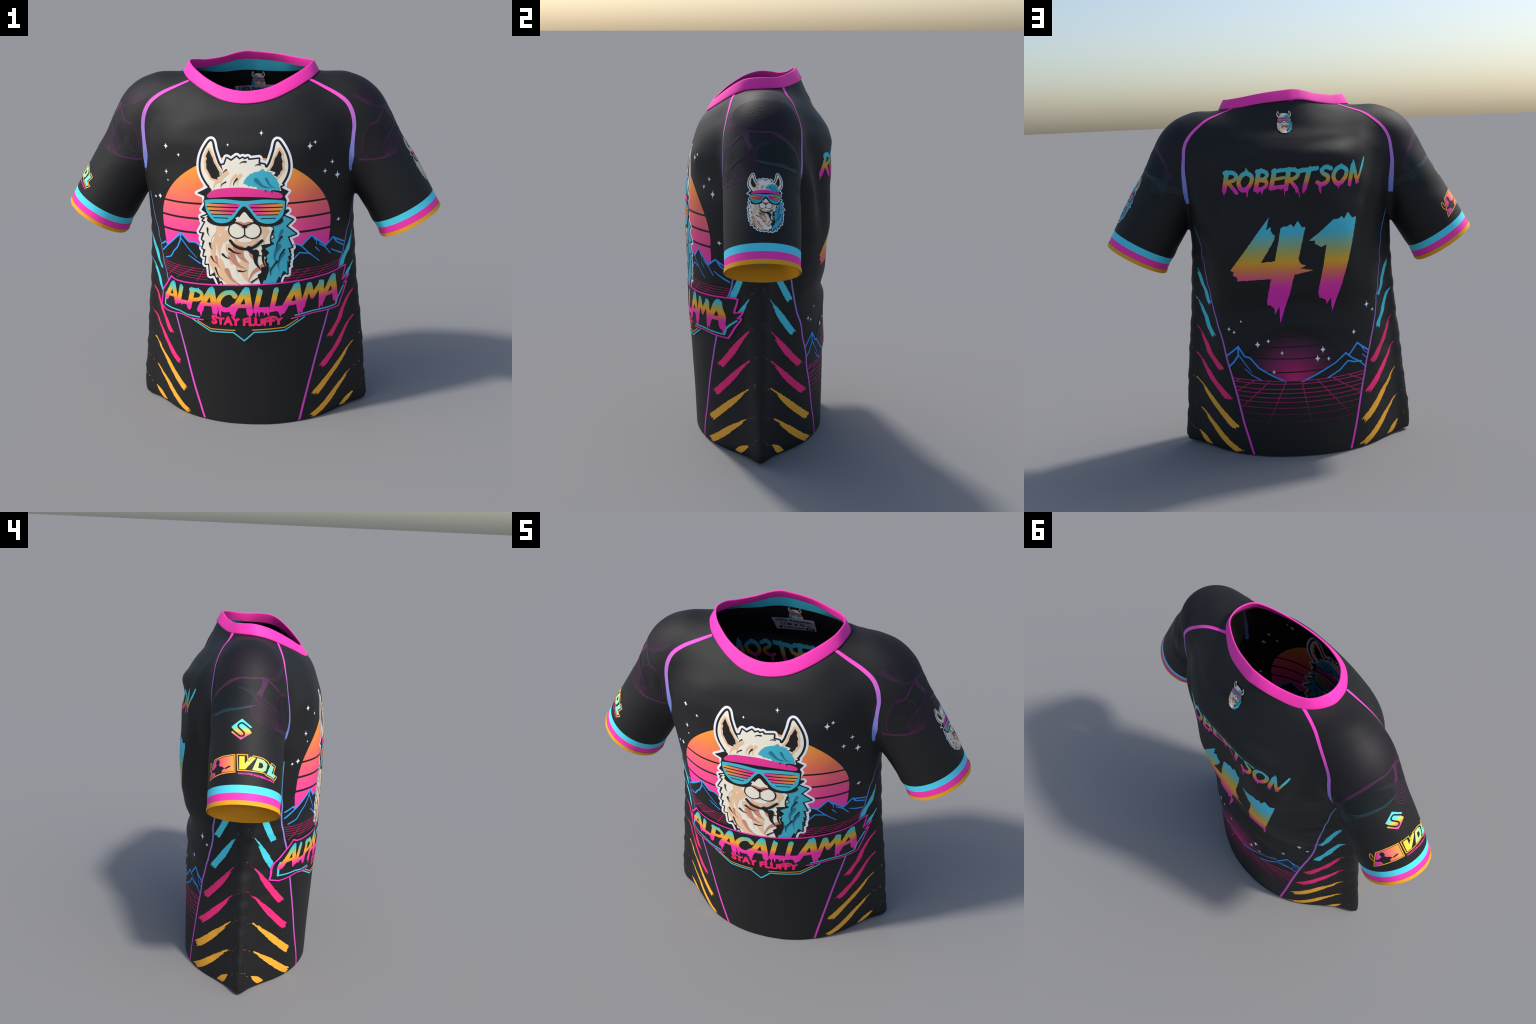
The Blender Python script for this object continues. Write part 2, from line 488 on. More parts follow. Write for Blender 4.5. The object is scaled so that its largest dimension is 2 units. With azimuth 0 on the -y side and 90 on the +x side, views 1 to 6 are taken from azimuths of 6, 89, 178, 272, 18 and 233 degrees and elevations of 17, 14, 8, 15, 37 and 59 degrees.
SUNSET = [(0, srgb(255, 58, 176)), (.28, srgb(255, 84, 140)), (.55, srgb(255, 118, 96)), (.8, srgb(252, 152, 60)), (1, srgb(252, 172, 40))]
sun_ink = material("sun_ink", stops=SUNSET, span=(1.0, 1.47))
LETTER = [(0, MAGENTA), (.28, MAGENTA), (.52, YELLOW), (.78, srgb(92, 200, 190)), (1, CYAN)]
banner_letters = material("banner_letters", stops=[(0, MAGENTA), (.30, MAGENTA), (.56, YELLOW), (.64, YELLOW), (.92, srgb(84, 204, 200)), (1, srgb(62, 190, 220))], direction=(-.055, 0, 1), span=(.636, .790))
name_letters = material("name_letters", stops=[(0, srgb(236, 40, 180)), (.24, srgb(240, 50, 176)), (.46, srgb(236, 160, 40)), (.82, srgb(74, 200, 212)), (1, srgb(70, 196, 214))], span=(1.41, 1.54))
number_ink = material("number_ink", stops=[(0, srgb(236, 44, 184)), (.30, srgb(240, 46, 176)), (.56, srgb(240, 172, 36)), (.86, srgb(74, 194, 216)), (1, srgb(80, 204, 222))], span=(.76, 1.28))
glow_ink = material("glow_ink", stops=[(0, srgb(214, 34, 124)), (.3, srgb(160, 28, 96)), (.6, srgb(96, 26, 66)), (.86, srgb(38, 18, 32)), (1, BLACK)],
                    span=(0, 1), radial=((.03, 0, .42), (3.6, 0, 3.5)))
grid_fade = material("grid_fade", stops=[(0, (.02, .008, .012, 1)), (.3, srgb(96, 24, 58)), (.7, srgb(168, 30, 96)), (1, srgb(186, 34, 108))], span=(.13, .42))


# =====================================================================
#  MESH OUTPUT
# =====================================================================
def add_object(name, verts, faces, mat, parent=None, normals=None, stuff=False):
    me = bpy.data.meshes.new(name)
    me.from_pydata(np.asarray(verts).tolist(), [], [tuple(map(int, f)) for f in faces])
    me.polygons.foreach_set("use_smooth", np.ones(len(me.polygons), bool))
    me.materials.append(mat)
    if normals is not None:
        me.normals_split_custom_set_from_vertices(np.asarray(normals).tolist())
    ob = bpy.data.objects.new(name, me)
    bpy.context.collection.objects.link(ob)
    ob.parent = parent
    if stuff:
        ob["kind"] = "stuff"
    return ob


def shell(v, t, n, openings):
    """Outer sheet, inner sheet and, along the garment's openings, a rim."""
    used = np.unique(t)
    remap = -np.ones(len(v), int)
    remap[used] = np.arange(len(used))
    v, n, t = v[used], n[used], remap[t]
    k = len(v)
    e = np.sort(np.vstack([t[:, [0, 1]], t[:, [1, 2]], t[:, [2, 0]]]), 1)
    directed = np.vstack([t[:, [0, 1]], t[:, [1, 2]], t[:, [2, 0]]])
    _, inv, cnt = np.unique(e, axis=0, return_inverse=True, return_counts=True)
    edge = directed[cnt[inv.ravel()] == 1]
    o = openings(v)
    edge = edge[o[edge].all(1)]
    faces = t.tolist() + (t[:, ::-1] + k).tolist() + [(b, a, a + k, b + k) for a, b in edge.tolist()]
    return np.vstack([v, v - n * CLOTH]), faces, np.vstack([n, -n])


# =====================================================================
#  CHARTS: flat drawing areas laid on the cloth
# =====================================================================
class Chart:
    """Maps flat coordinates (a, b) to a point and a normal of the cloth by rays cast from inside the garment."""

    def __init__(self, tree, rays, lo, hi, step=.006):
        self.lo, self.step = np.array(lo), step
        self.n = [int((h - l) / step) + 2 for l, h in zip(lo, hi)]
        a = lo[0] + step * np.arange(self.n[0])
        b = lo[1] + step * np.arange(self.n[1])
        A, B = np.meshgrid(a, b, indexing="ij")
        o, d = rays(A.ravel(), B.ravel())
        pts = np.full((len(o), 3), np.nan)
        for i in range(len(o)):
            hit = tree.ray_cast(Vector(o[i]), Vector(d[i]))
            if hit[0] is not None:
                pts[i] = hit[0]
        P = pts.reshape(self.n + [3])
        for _ in range(2):                       # a light smoothing hides the facets of the mesh under the drawing
            Q = P.copy()
            Q[1:-1, 1:-1] = (4 * P[1:-1, 1:-1] + P[2:, 1:-1] + P[:-2, 1:-1] + P[1:-1, 2:] + P[1:-1, :-2]) / 8
            P = np.where(np.isnan(Q), P, Q)
        self.P = P
        n = np.cross(np.gradient(P, axis=0), np.gradient(P, axis=1))
        n /= np.linalg.norm(n, axis=-1, keepdims=True) + 1e-12
        flip = np.sign((n * d.reshape(self.n + [3])).sum(-1, keepdims=True))
        self.N = n * flip
        self.ok = ~np.isnan(self.P).any(-1) & ~np.isnan(self.N).any(-1)

    def locate(self, a, b):
        fa = np.clip((a - self.lo[0]) / self.step, 0, self.n[0] - 1.001)
        fb = np.clip((b - self.lo[1]) / self.step, 0, self.n[1] - 1.001)
        i, j = fa.astype(int), fb.astype(int)
        return i, j, fa - i, fb - j

    def valid(self, a, b):
        i, j, _, _ = self.locate(a, b)
        return self.ok[i, j] & self.ok[i + 1, j] & self.ok[i, j + 1] & self.ok[i + 1, j + 1]

    def at(self, a, b):
        i, j, u, v = self.locate(a, b)
        u, v = u[:, None], v[:, None]
        mixed = lambda G: (G[i, j] * (1 - u) * (1 - v) + G[i + 1, j] * u * (1 - v) + G[i, j + 1] * (1 - u) * v + G[i + 1, j + 1] * u * v)
        n = mixed(self.N)
        return mixed(self.P), n / (np.linalg.norm(n, axis=1, keepdims=True) + 1e-12)


def flat_mesh(field, bounds, step, chart):
    """Meshes the area where field < 0 with quads inside and clipped cells along the edge."""
    (a0, b0), (a1, b1) = bounds
    na, nb = int((a1 - a0) / step) + 2, int((b1 - b0) / step) + 2
    A, B = np.meshgrid(a0 + step * np.arange(na), b0 + step * np.arange(nb), indexing="ij")
    F = field(A.ravel(), B.ravel())
    F = np.where(chart.valid(A.ravel(), B.ravel()), F, 1.0).reshape(na, nb)
    F = np.where(np.abs(F) < 1e-7, 1e-7, F)
    ins = F < 0
    cnt = ins[:-1, :-1].astype(int) + ins[1:, :-1] + ins[1:, 1:] + ins[:-1, 1:]
    ids = -np.ones((na, nb), int)
    use = np.zeros((na, nb), bool)
    act = cnt > 0
    use[:-1, :-1] |= act; use[1:, :-1] |= act; use[1:, 1:] |= act; use[:-1, 1:] |= act
    use &= ins
    ids[use] = np.arange(use.sum())
    pts = [np.stack([A[use], B[use]], 1)]
    count = int(use.sum())
    full = np.argwhere(cnt == 4)
    i, j = full.T
    faces = np.stack([ids[i, j], ids[i + 1, j], ids[i + 1, j + 1], ids[i, j + 1]], 1).tolist()
    cross, extra = {}, []
    for i, j in np.argwhere((cnt > 0) & (cnt < 4)):
        ring = ((i, j), (i + 1, j), (i + 1, j + 1), (i, j + 1))
        poly = []
        for p, q in zip(ring, ring[1:] + ring[:1]):
            if ins[p]:
                poly.append(int(ids[p]))
            if ins[p] != ins[q]:
                key = (p, q) if p < q else (q, p)
                if key not in cross:
                    s, e = key
                    t = min(max(F[s] / (F[s] - F[e]), .02), .98)
                    cross[key] = count + len(extra)
                    extra.append((A[s] + t * (A[e] - A[s]), B[s] + t * (B[e] - B[s])))
                poly.append(cross[key])
        if len(poly) > 2:
            faces.append(poly)
    if extra:
        pts.append(np.array(extra))
    return np.vstack(pts), faces


def emboss(name, chart, field, bounds, mat, parent, layer=0, step=.003, inside=True, outside=True, stuff=False):
    """Lays one inked area on the cloth; layer lifts it over the ones below. The ink also shows through on the inside."""
    pts, faces = flat_mesh(field, bounds, step, chart)
    if not faces:
        print("EMPTY", name)
        return None
    p, n = chart.at(pts[:, 0], pts[:, 1])
    off = .0010 + .00046 * layer
    k = len(pts)
    a, b, c = p[faces[0][0]], p[faces[0][1]], p[faces[0][2]]
    if np.dot(np.cross(b - a, c - a), n[faces[0][0]]) < 0:
        faces = [f[::-1] for f in faces]
    vs, fs, ns = [], [], []
    if outside:
        vs.append(p + n * off); ns.append(n); fs += faces
    if inside:
        base = k if outside else 0
        vs.append(p - n * (CLOTH + off)); ns.append(-n)
        fs += [[v + base for v in f[::-1]] for f in faces]
    return add_object(name, np.vstack(vs), fs, mat, parent, np.vstack(ns), stuff)


# =====================================================================
#  DRAWING KIT: signed distance fields in the flat
# =====================================================================
def segments_of(points, closed=True):
    p = np.asarray(points, float)
    return np.hstack([p, np.roll(p, -1, 0)]) if closed else np.hstack([p[:-1], p[1:]])


def area(*loops):
    """Signed distance to an area bounded by closed loops (even-odd)."""
    seg = np.vstack([segments_of(l) if np.asarray(l).shape[1] == 2 else np.asarray(l) for l in loops])

    def f(a, b):
        d = np.full(len(a), 1e9)
        odd = np.zeros(len(a), bool)
        for x0, y0, x1, y1 in seg:
            dx, dy = x1 - x0, y1 - y0
            t = np.clip(((a - x0) * dx + (b - y0) * dy) / (dx * dx + dy * dy + 1e-18), 0, 1)
            d = np.minimum(d, (a - x0 - t * dx) ** 2 + (b - y0 - t * dy) ** 2)
            if y0 != y1:
                odd ^= ((y0 > b) != (y1 > b)) & (a < x0 + (b - y0) / dy * dx)
        d = np.sqrt(d)
        return np.where(odd, -d, d)
    return f


def line(points, width, width_end=None):
    """Distance to a drawn line whose width runs from width to width_end."""
    p = np.asarray(points, float)
    s = np.concatenate([[0], np.cumsum(np.hypot(*np.diff(p, axis=0).T))])
    w0, w1 = width / 2, (width if width_end is None else width_end) / 2

    def f(a, b):
        d = np.full(len(a), 1e9)
        for (x0, y0), (x1, y1), s0, s1 in zip(p[:-1], p[1:], s[:-1], s[1:]):
            dx, dy = x1 - x0, y1 - y0
            t = np.clip(((a - x0) * dx + (b - y0) * dy) / (dx * dx + dy * dy + 1e-18), 0, 1)
            w = w0 + (w1 - w0) * (s0 + t * (s1 - s0)) / s[-1]
            d = np.minimum(d, np.hypot(a - x0 - t * dx, b - y0 - t * dy) - w)
        return d
    return f


def union(*fs):
    return lambda a, b: np.minimum.reduce([f(a, b) for f in fs])


def common(*fs):
    return lambda a, b: np.maximum.reduce([f(a, b) for f in fs])


def minus(f, *gs):
    return lambda a, b: np.maximum.reduce([f(a, b)] + [-g(a, b) for g in gs])


def grown(f, w):
    return lambda a, b: f(a, b) - w


def disc(x, y, rx, ry=None):
    ry = ry or rx
    return lambda a, b: (np.hypot((a - x) / rx, (b - y) / ry) - 1) * min(rx, ry)


def placed(f, x, y, scale, mirror=1, turn=0.0, squash=1.0):
    c, s = math.cos(turn), math.sin(turn)

    def g(a, b):
        u, v = (a - x) * mirror / scale, (b - y) / scale / squash
        return f(u * c + v * s, -u * s + v * c) * scale
    return g


LATTICE = rng.random((256, 256)) * 2 - 1


def noise2(a, b):
    i, j = np.floor(a).astype(int), np.floor(b).astype(int)
    u, v = a - i, b - j
    u, v = u * u * (3 - 2 * u), v * v * (3 - 2 * v)
    g = lambda p, q: LATTICE[p % 256, q % 256]
    return (g(i, j) * (1 - u) + g(i + 1, j) * u) * (1 - v) + (g(i, j + 1) * (1 - u) + g(i + 1, j + 1) * u) * v


def rough(f, amount, fa, fb, seed=0):
    """Ragged, dry-brush edge."""
    return lambda a, b: f(a, b) + amount * (noise2(a * fa + seed, b * fb + 3 * seed) + .5 * noise2(a * fa * 2.3 + 40, b * fb * 2.3 + seed))


def star(x, y, r, tall=1.25):
    return lambda a, b: (np.sqrt(np.abs(a - x)) + np.sqrt(np.abs(b - y) / tall) - math.sqrt(r)) * .05


def box_of(points, pad):
    p = np.asarray(points, float)
    return (p.min(0) - pad).tolist(), (p.max(0) + pad).tolist()


def lettering(text, fatten=0.0):
    """Signed distance of a word set in the built-in font, one unit tall."""
    cu = bpy.data.curves.new("word", "FONT")
    cu.body = text
    cu.resolution_u = 4
    ob = bpy.data.objects.new("word", cu)
    bpy.context.collection.objects.link(ob)
    me = ob.evaluated_get(bpy.context.evaluated_depsgraph_get()).to_mesh()
    v = np.array([w.co[:2] for w in me.vertices])
    count = {}
    for p in me.polygons:
        for e in p.edge_keys:
            count[e] = count.get(e, 0) + 1
    seg = np.array([[*v[i], *v[j]] for (i, j), c in count.items() if c == 1])
    bpy.data.objects.remove(ob)
    bpy.data.curves.remove(cu)
    lo, hi = v.min(0), v.max(0)
    return grown(area(seg), fatten), lo, hi
# =====================================================================
#  ASSEMBLY
# =====================================================================
V, T, N = build_surface()
tree = BVHTree.FromPolygons(V.tolist(), T.tolist())

jersey = bpy.data.objects.new("sports_jersey", None)
bpy.context.collection.objects.link(jersey)
jersey["label"] = "black short-sleeved sports jersey with neon sunset llama print"
jersey["category"] = "shirt"


def at_opening(p):
    return (np.abs(hem_field(p)) < 2e-4) | (np.abs(cuff_distance(p)) < 2e-4) & (np.abs(p[:, 0]) > .6)


v, n = V, N
v, t_body, t_sleeves, n = cut(v, T, raglan_field(v), n)
v, t_panels, t_sides, n = cut(v, t_body, side_field(v), n)
v, t_front, t_back, n = cut(v, t_panels, v[:, 1], n)
# the sides and sleeves are told apart left and right by where their faces lie
parts = {}
mid = lambda t: v[t].mean(1)
for side, word in ((1, "right"), (-1, "left")):
    parts["side", side] = t_sides[mid(t_sides)[:, 0] * side > 0]
    s = t_sleeves[mid(t_sleeves)[:, 0] * side > 0]
    parts["sleeve", side] = s


def shell_part(name, t, mat, parent=jersey):
    a, f, m = shell(v, t, n, at_opening)
    return add_object(name, a, f, mat, parent, m)


front_panel = shell_part("front_panel", t_front, black_cloth)
back_panel = shell_part("back_panel", t_back, black_cloth)
side_panel, sleeve = {}, {}
CUFF_BANDS = [("cuff_edge", 0.0, .021, cuff_yellow), ("cuff_stripe", .021, .056, cuff_magenta), ("cuff_stripe", .056, .092, cuff_cyan)]
for side in (1, -1):
    side_panel[side] = shell_part("side_panel", parts["side", side], black_cloth)
    t = parts["sleeve", side]
    bands = []
    for _, lo, hi, _ in CUFF_BANDS:
        v, low, t, n = cut(v, t, cuff_distance(v) - hi, n)
        bands.append(low)
    sleeve[side] = shell_part("sleeve", t, black_cloth)
    for (name, lo, hi, mat), low in zip(CUFF_BANDS, bands):
        if name == "cuff_edge":                  # a rolled, slightly lumpy hem, its turned-in side runs up inside the sleeve
            ring = v.copy()
            cd = cuff_distance(v)
            lump = .0032 * np.sqrt(np.clip(1 - ((cd - .0105) / .0115) ** 2, 0, 1)) * (1 + .35 * np.sin(v[:, 1] * 70 + v[:, 2] * 90))
            keep = v
            v = v + n * lump[:, None]
            shell_part(name, low, mat, sleeve[side])
            v = keep
        else:
            shell_part(name, low, mat, sleeve[side])

    # the turned-in lining of the cuff
    v_, lin, _, n_ = cut(v, parts["sleeve", side], cuff_distance(v) - .085, n)
    used = np.unique(lin)
    remap = -np.ones(len(v_), int)
    remap[used] = np.arange(len(used))
    add_object("cuff_lining", v_[used] - n_[used] * (CLOTH + .0016), remap[lin][:, ::-1], cuff_yellow, sleeve[side], -n_[used])

# ------------------------------------------------------------- the collar: a folded band with a soft top edge
def build_collar():
    b, t = COLLAR_BOTTOM, COLLAR_TOP
    k = len(b)
    tangent = np.roll(b, -1, 0) - np.roll(b, 1, 0)
    out = np.cross(tangent, t - b)
    out /= np.linalg.norm(out, axis=1, keepdims=True)
    if (out[:, :2] * (b[:, :2] - NECK_CENTRE)).sum() < 0:
        out = -out
    for _ in range(6):
        out = out + np.roll(out, 1, 0) + np.roll(out, -1, 0)
        out /= np.linalg.norm(out, axis=1, keepdims=True)
    rows = []
    # (height along the band, distance outwards): outer face up, over the fold, inner face down
    for h, o in ((-.02, .0005), (0, .0035), (.06, .0042), (.3, .0045), (.6, .0042), (.9, .0036), (.97, .0028), (1.0, .0005), (1.0, -.0015), (.96, -.0035), (.9, -.0042), (.5, -.0045), (.05, -.0045), (-.06, -.0040)):
        rows.append(b + (t - b) * h + out * o)
    vs = np.vstack(rows)
    fs = [(r * k + i, r * k + (i + 1) % k, (r + 1) * k + (i + 1) % k, (r + 1) * k + i) for r in range(len(rows) - 1) for i in range(k)]
    a, bb, c = vs[fs[0][0]], vs[fs[0][1]], vs[fs[0][2]]
    if np.dot(np.cross(bb - a, c - a), out[0]) < 0:
        fs = [f[::-1] for f in fs]
    return add_object("collar", vs, fs, collar_pink, jersey)


collar = build_collar()

# =====================================================================
#  SEAM PIPING: ribbons that follow the panel borders
# =====================================================================
def ribbon(name, points, widths, mat, parent, lift=.0016, inside=True):
    p = spline(points, 10)
    w = np.interp(np.linspace(0, 1, len(p)), np.linspace(0, 1, len(widths)), widths)
    hits = [tree.find_nearest(Vector(q)) for q in p]
    p = np.array([h[0] for h in hits])
    for _ in range(2):
        p[1:-1] = (p[:-2] + 2 * p[1:-1] + p[2:]) / 4
    tan = np.gradient(p, axis=0)
    tan /= np.linalg.norm(tan, axis=1, keepdims=True)
    idx = [int(np.argmin(((V - q) ** 2).sum(1))) for q in p]
    nor = N[idx]
    across = np.cross(nor, tan)
    vs, fs, ns, m = [], [], [], 5
    for s, flip in ((1, False), (-1, True)) if inside else ((1, False),):
        base = sum(len(x) for x in vs)
        rows = []
        for u in np.linspace(-1, 1, m):
            q = p + across * (w * u / 2)[:, None]
            near = [tree.find_nearest(Vector(r)) for r in q]
            q = np.array([r[0] for r in near])
            off = lift * (1 - .35 * u * u)
            rows.append(q + nor * off if s > 0 else q - nor * (CLOTH + off))
        vs.append(np.stack(rows, 1).reshape(-1, 3))
        ns.append(np.repeat(nor * s, m, 0))
        for i in range(len(p) - 1):
            for j in range(m - 1):
                f = (base + i * m + j, base + i * m + j + 1, base + (i + 1) * m + j + 1, base + (i + 1) * m + j)
                fs.append(f[::-1] if flip else f)
    vs, ns = np.vstack(vs), np.vstack(ns)
    a, b, c = vs[fs[0][0]], vs[fs[0][1]], vs[fs[0][2]]
    if np.dot(np.cross(b - a, c - a), ns[fs[0][0]]) < 0:
        fs = [f[::-1] for f in fs]
    return add_object(name, vs, fs, mat, parent, ns)


def seam_depth(x, z, sign):
    """Rough depth of the cloth so that a seam point can be dropped on it."""
    hit = tree.ray_cast(Vector((x, .0, z)), Vector((0, sign, 0)))
    return hit[0].y if hit[0] is not None else sign * .15


for side in (1, -1):
    f = seam_front_right if side > 0 else seam_front_left
    b = seam_back_right if side > 0 else seam_back_left
    for sign, curve, top in ((-1, f, 1.22 if side > 0 else 1.25), (1, b, 1.24 if side > 0 else 1.285)):
        zs = np.linspace(.006, top, 16)
        pts = [(side * float(curve(z)), seam_depth(side * float(curve(z)), z, sign), z) for z in zs]
        ribbon("piping", pts, [.0125, .012, .011, .010, .008, .005], seam_side, side_panel[side])
    for sign, curve, zs, widths in ((-1, raglan_front, (1.36, 1.42, 1.48, 1.54, 1.60, 1.66, 1.71, 1.75, 1.79, 1.822), [.016, .028, .018, .019, .021, .020, .018, .015]),
                                    (1, raglan_back, (1.36, 1.42, 1.48, 1.54, 1.60, 1.66, 1.71, 1.755, 1.80, 1.847), [.026, .028, .022, .018, .017, .016, .015, .014])):
        pts = []
        for z in zs:
            x = side * (float(curve(z)) - .004)
            y = sign * float(np.interp(z, (1.3, 1.45, 1.6, 1.7, 1.84), (.15, .185, .19, .17, .115)))
            pts.append((x, y, z))
        ribbon("raglan_piping", pts, widths, seam_raglan, sleeve[side], lift=.0022)

# =====================================================================
#  CHARTS
# =====================================================================
front = Chart(tree, lambda a, b: (np.stack([a, 0 * a, b], 1), np.tile((0, -1, 0), (len(a), 1))), (-.60, .004), (.60, 1.72))
back = Chart(tree, lambda a, b: (np.stack([a, 0 * a, b], 1), np.tile((0, 1, 0), (len(a), 1))), (-.56, .004), (.56, 1.90))
flank = {s: Chart(tree, lambda a, b, s=s: (np.stack([0 * a, a, b], 1), np.tile((s, 0, 0), (len(a), 1))), (-.30, .004), (.30, 1.10), .005) for s in (1, -1)}


def sleeve_rays(side):
    def rays(a, b):
        phi = a / .175
        ax, c = SLEEVE_AXIS[side], CUFF_CENTRE[side]
        out = np.array([-ax[2], 0, ax[0]])
        o = c - b[:, None] * ax
        d = np.cos(phi)[:, None] * out + np.sin(phi)[:, None] * np.array([0, 1, 0])
        m = np.array([side, 1, 1])
        return o * m, d * m
    return rays


cloth_arm = {s: Chart(tree, sleeve_rays(s), (-.36, .02), (.36, .80)) for s in (1, -1)}

# =====================================================================
#  FRONT PRINT: sunset, mountains, grid, stars
# =====================================================================
ridge_left = [(-.49, .945), (-.461, .967), (-.435, .991), (-.421, .976), (-.335, 1.062), (-.293, 1.019), (-.26, 1.022), (-.19, .975)]
ridge_right = [(.19, .97), (.232, 1.006), (.255, 1.018), (.282, 1.004), (.332, 1.054), (.402, .987), (.438, 1.022), (.52, .95)]
below_ridge = area(ridge_left + ridge_right + [(.55, .7), (-.55, .7)])


def sun_disc(a, b):
    h = np.where(b > 1.13, .341, .62)
    return (np.hypot((a + .007) / .432, (b - 1.13) / h) - 1) * .34


def sun_gaps(a, b):
    d = [np.abs(b - (z + .012 * a + .02 * a * a)) - w for z, w in ((1.228, .0048), (1.150, .0052), (1.074, .0056))]
    return np.minimum.reduce(d)


emboss("sun_print", front, minus(sun_disc, sun_gaps, grown(below_ridge, .002)), ((-.45, .94), (.44, 1.48)), sun_ink, front_panel, 0, .004)


def drawn(chart, name, lines, mat, parent, layer=0, step=.0025, clip=None, stuff=False, inside=True):
    """Several drawn lines joined in one print; each is (points, width[, end width])."""
    f = union(*[line(l[0], *l[1:]) for l in lines])
    if clip:
        f = common(f, clip)
    pts = np.vstack([np.asarray(l[0], float) for l in lines])
    return emboss(name, chart, f, box_of(pts, .012), mat, parent, layer, step, inside, True, stuff)


inner_front = lambda a, b: np.maximum(a - seam_front_right(b), -a - seam_front_left(b)) + .004
inner_back = lambda a, b: np.maximum(a - seam_back_right(b), -a - seam_back_left(b)) + .004
drawn(front, "mountain_line", [
    (ridge_left[1:], .008), ([(-.335, 1.062), (-.343, 1.018), (-.362, .977), (-.384, .952), (-.404, .917), (-.441, .897)], .008, .006),
    ([(-.421, .976), (-.458, .933)], .007), ([(-.335, 1.03), (-.30, .985), (-.254, .936)], .006, .003), ([(-.298, .944), (-.237, .908)], .004, .008)],
    mountain_blue, front_panel, 1, clip=inner_front)
drawn(front, "mountain_line", [
    (ridge_right[:-1], .008), ([(.438, 1.022), (.47, .995), (.51, .962)], .008, .007), ([(.445, 1.01), (.455, .991), (.493, .953)], .006, .007),
    ([(.345, 1.035), (.355, 1.022), (.358, 1.0)], .005, .003), ([(.37, 1.003), (.402, .976), (.425, .937)], .006, .004), ([(.429, .96), (.483, .915)], .004, .008),
    ([(.352, .987), (.372, .961)], .006, .003), ([(.282, 1.004), (.318, .962), (.325, .955), (.37, .911)], .006, .004), ([(.248, .943), (.272, .969), (.325, .958)], .007, .006)],
    mountain_blue, front_panel, 1, clip=inner_front)
FRONT_STARS = [(-.402, 1.504, .016), (-.333, 1.466, .011), (-.406, 1.373, .012), (-.397, 1.331, .007), (-.45, 1.238, .016), (-.479, 1.229, .010), (-.079, 1.523, .009),
               (.086, 1.579, .012), (.323, 1.512, .018), (.348, 1.529, .011), (.431, 1.421, .012), (.396, 1.379, .012), (.457, 1.351, .018), (.464, 1.112, .013)]
for x, z, r in FRONT_STARS:
    emboss("star_print", front, star(x, z, r), ((x - r, z - 1.3 * r), (x + r, z + 1.3 * r)), white_ink, front_panel, 1, .0012)
horizon = []
for i in range(5):
    z = .886 - .014 * i
    sag = lambda x: z - .010 + .12 * (abs(x) - .23) ** 2 * (1 + .3 * i)
    horizon += [([(s * x, sag(s * x)) for x in np.linspace(.2, .47, 8)], .0034) for s in (1, -1)]
for s in (1, -1):
    for x0, x1 in ((.27, .375), (.215, .26), (.36, .43)):
        horizon.append(([(s * x0, .880), (s * x1, .806)] if s < 0 else [(s * (x0 + .05), .875), (s * (x0 - .03), .812)], .0034))
drawn(front, "ground_grid", horizon, grid_pink, front_panel, 1, clip=inner_front, stuff=True)

# ---------------------------------------------------------------- the banner
banner_top = spline([(-.407, .802), (-.371, .790), (-.281, .792), (-.16, .799), (-.006, .807), (.121, .812), (.229, .816), (.338, .824), (.42, .832), (.500, .838)], 4)
banner_left = [(-.407, .802), (-.474, .694), (-.490, .603), (-.456, .588), (-.409, .594), (-.355, .601), (-.303, .590), (-.231, .593)]
banner_right = [(.500, .838), (.484, .762), (.520, .777), (.492, .735), (.508, .739), (.466, .624), (.414, .626), (.338, .628), (.228, .612)]
banner_field = area(list(map(tuple, banner_top)) + banner_right[1:] + banner_left[::-1][:-1])
emboss("banner", front, banner_field, ((-.50, .57), (.53, .85)), ink_black, front_panel, 8, .004)
drawn(front, "banner_border", [(banner_top, .0075)], banner_magenta, front_panel, 10)
drawn(front, "banner_border", [(banner_left, .0065), (banner_right, .0065)], banner_magenta, front_panel, 10)
drawn(front, "banner_trim", [([(-.453, .690), (-.462, .618), (-.409, .616), (-.368, .616), (-.319, .605), (-.252, .605)], .0075),
                             ([(.490, .722), (.460, .674), (.452, .640), (.414, .640), (.338, .640), (.248, .628)], .0075)], banner_cyan, front_panel, 10)
drawn(front, "chevron_trim", [([(-.297, .589), (-.191, .535), (-.069, .541), (-.013, .497), (.039, .546), (.195, .551), (.294, .612)], .0075)], banner_cyan, front_panel, 9)
drawn(front, "chevron_trim", [([(-.263, .583), (-.190, .549), (-.060, .554)], .0062), ([(.031, .559), (.195, .567), (.261, .606)], .0062)], banner_orange, front_panel, 9)

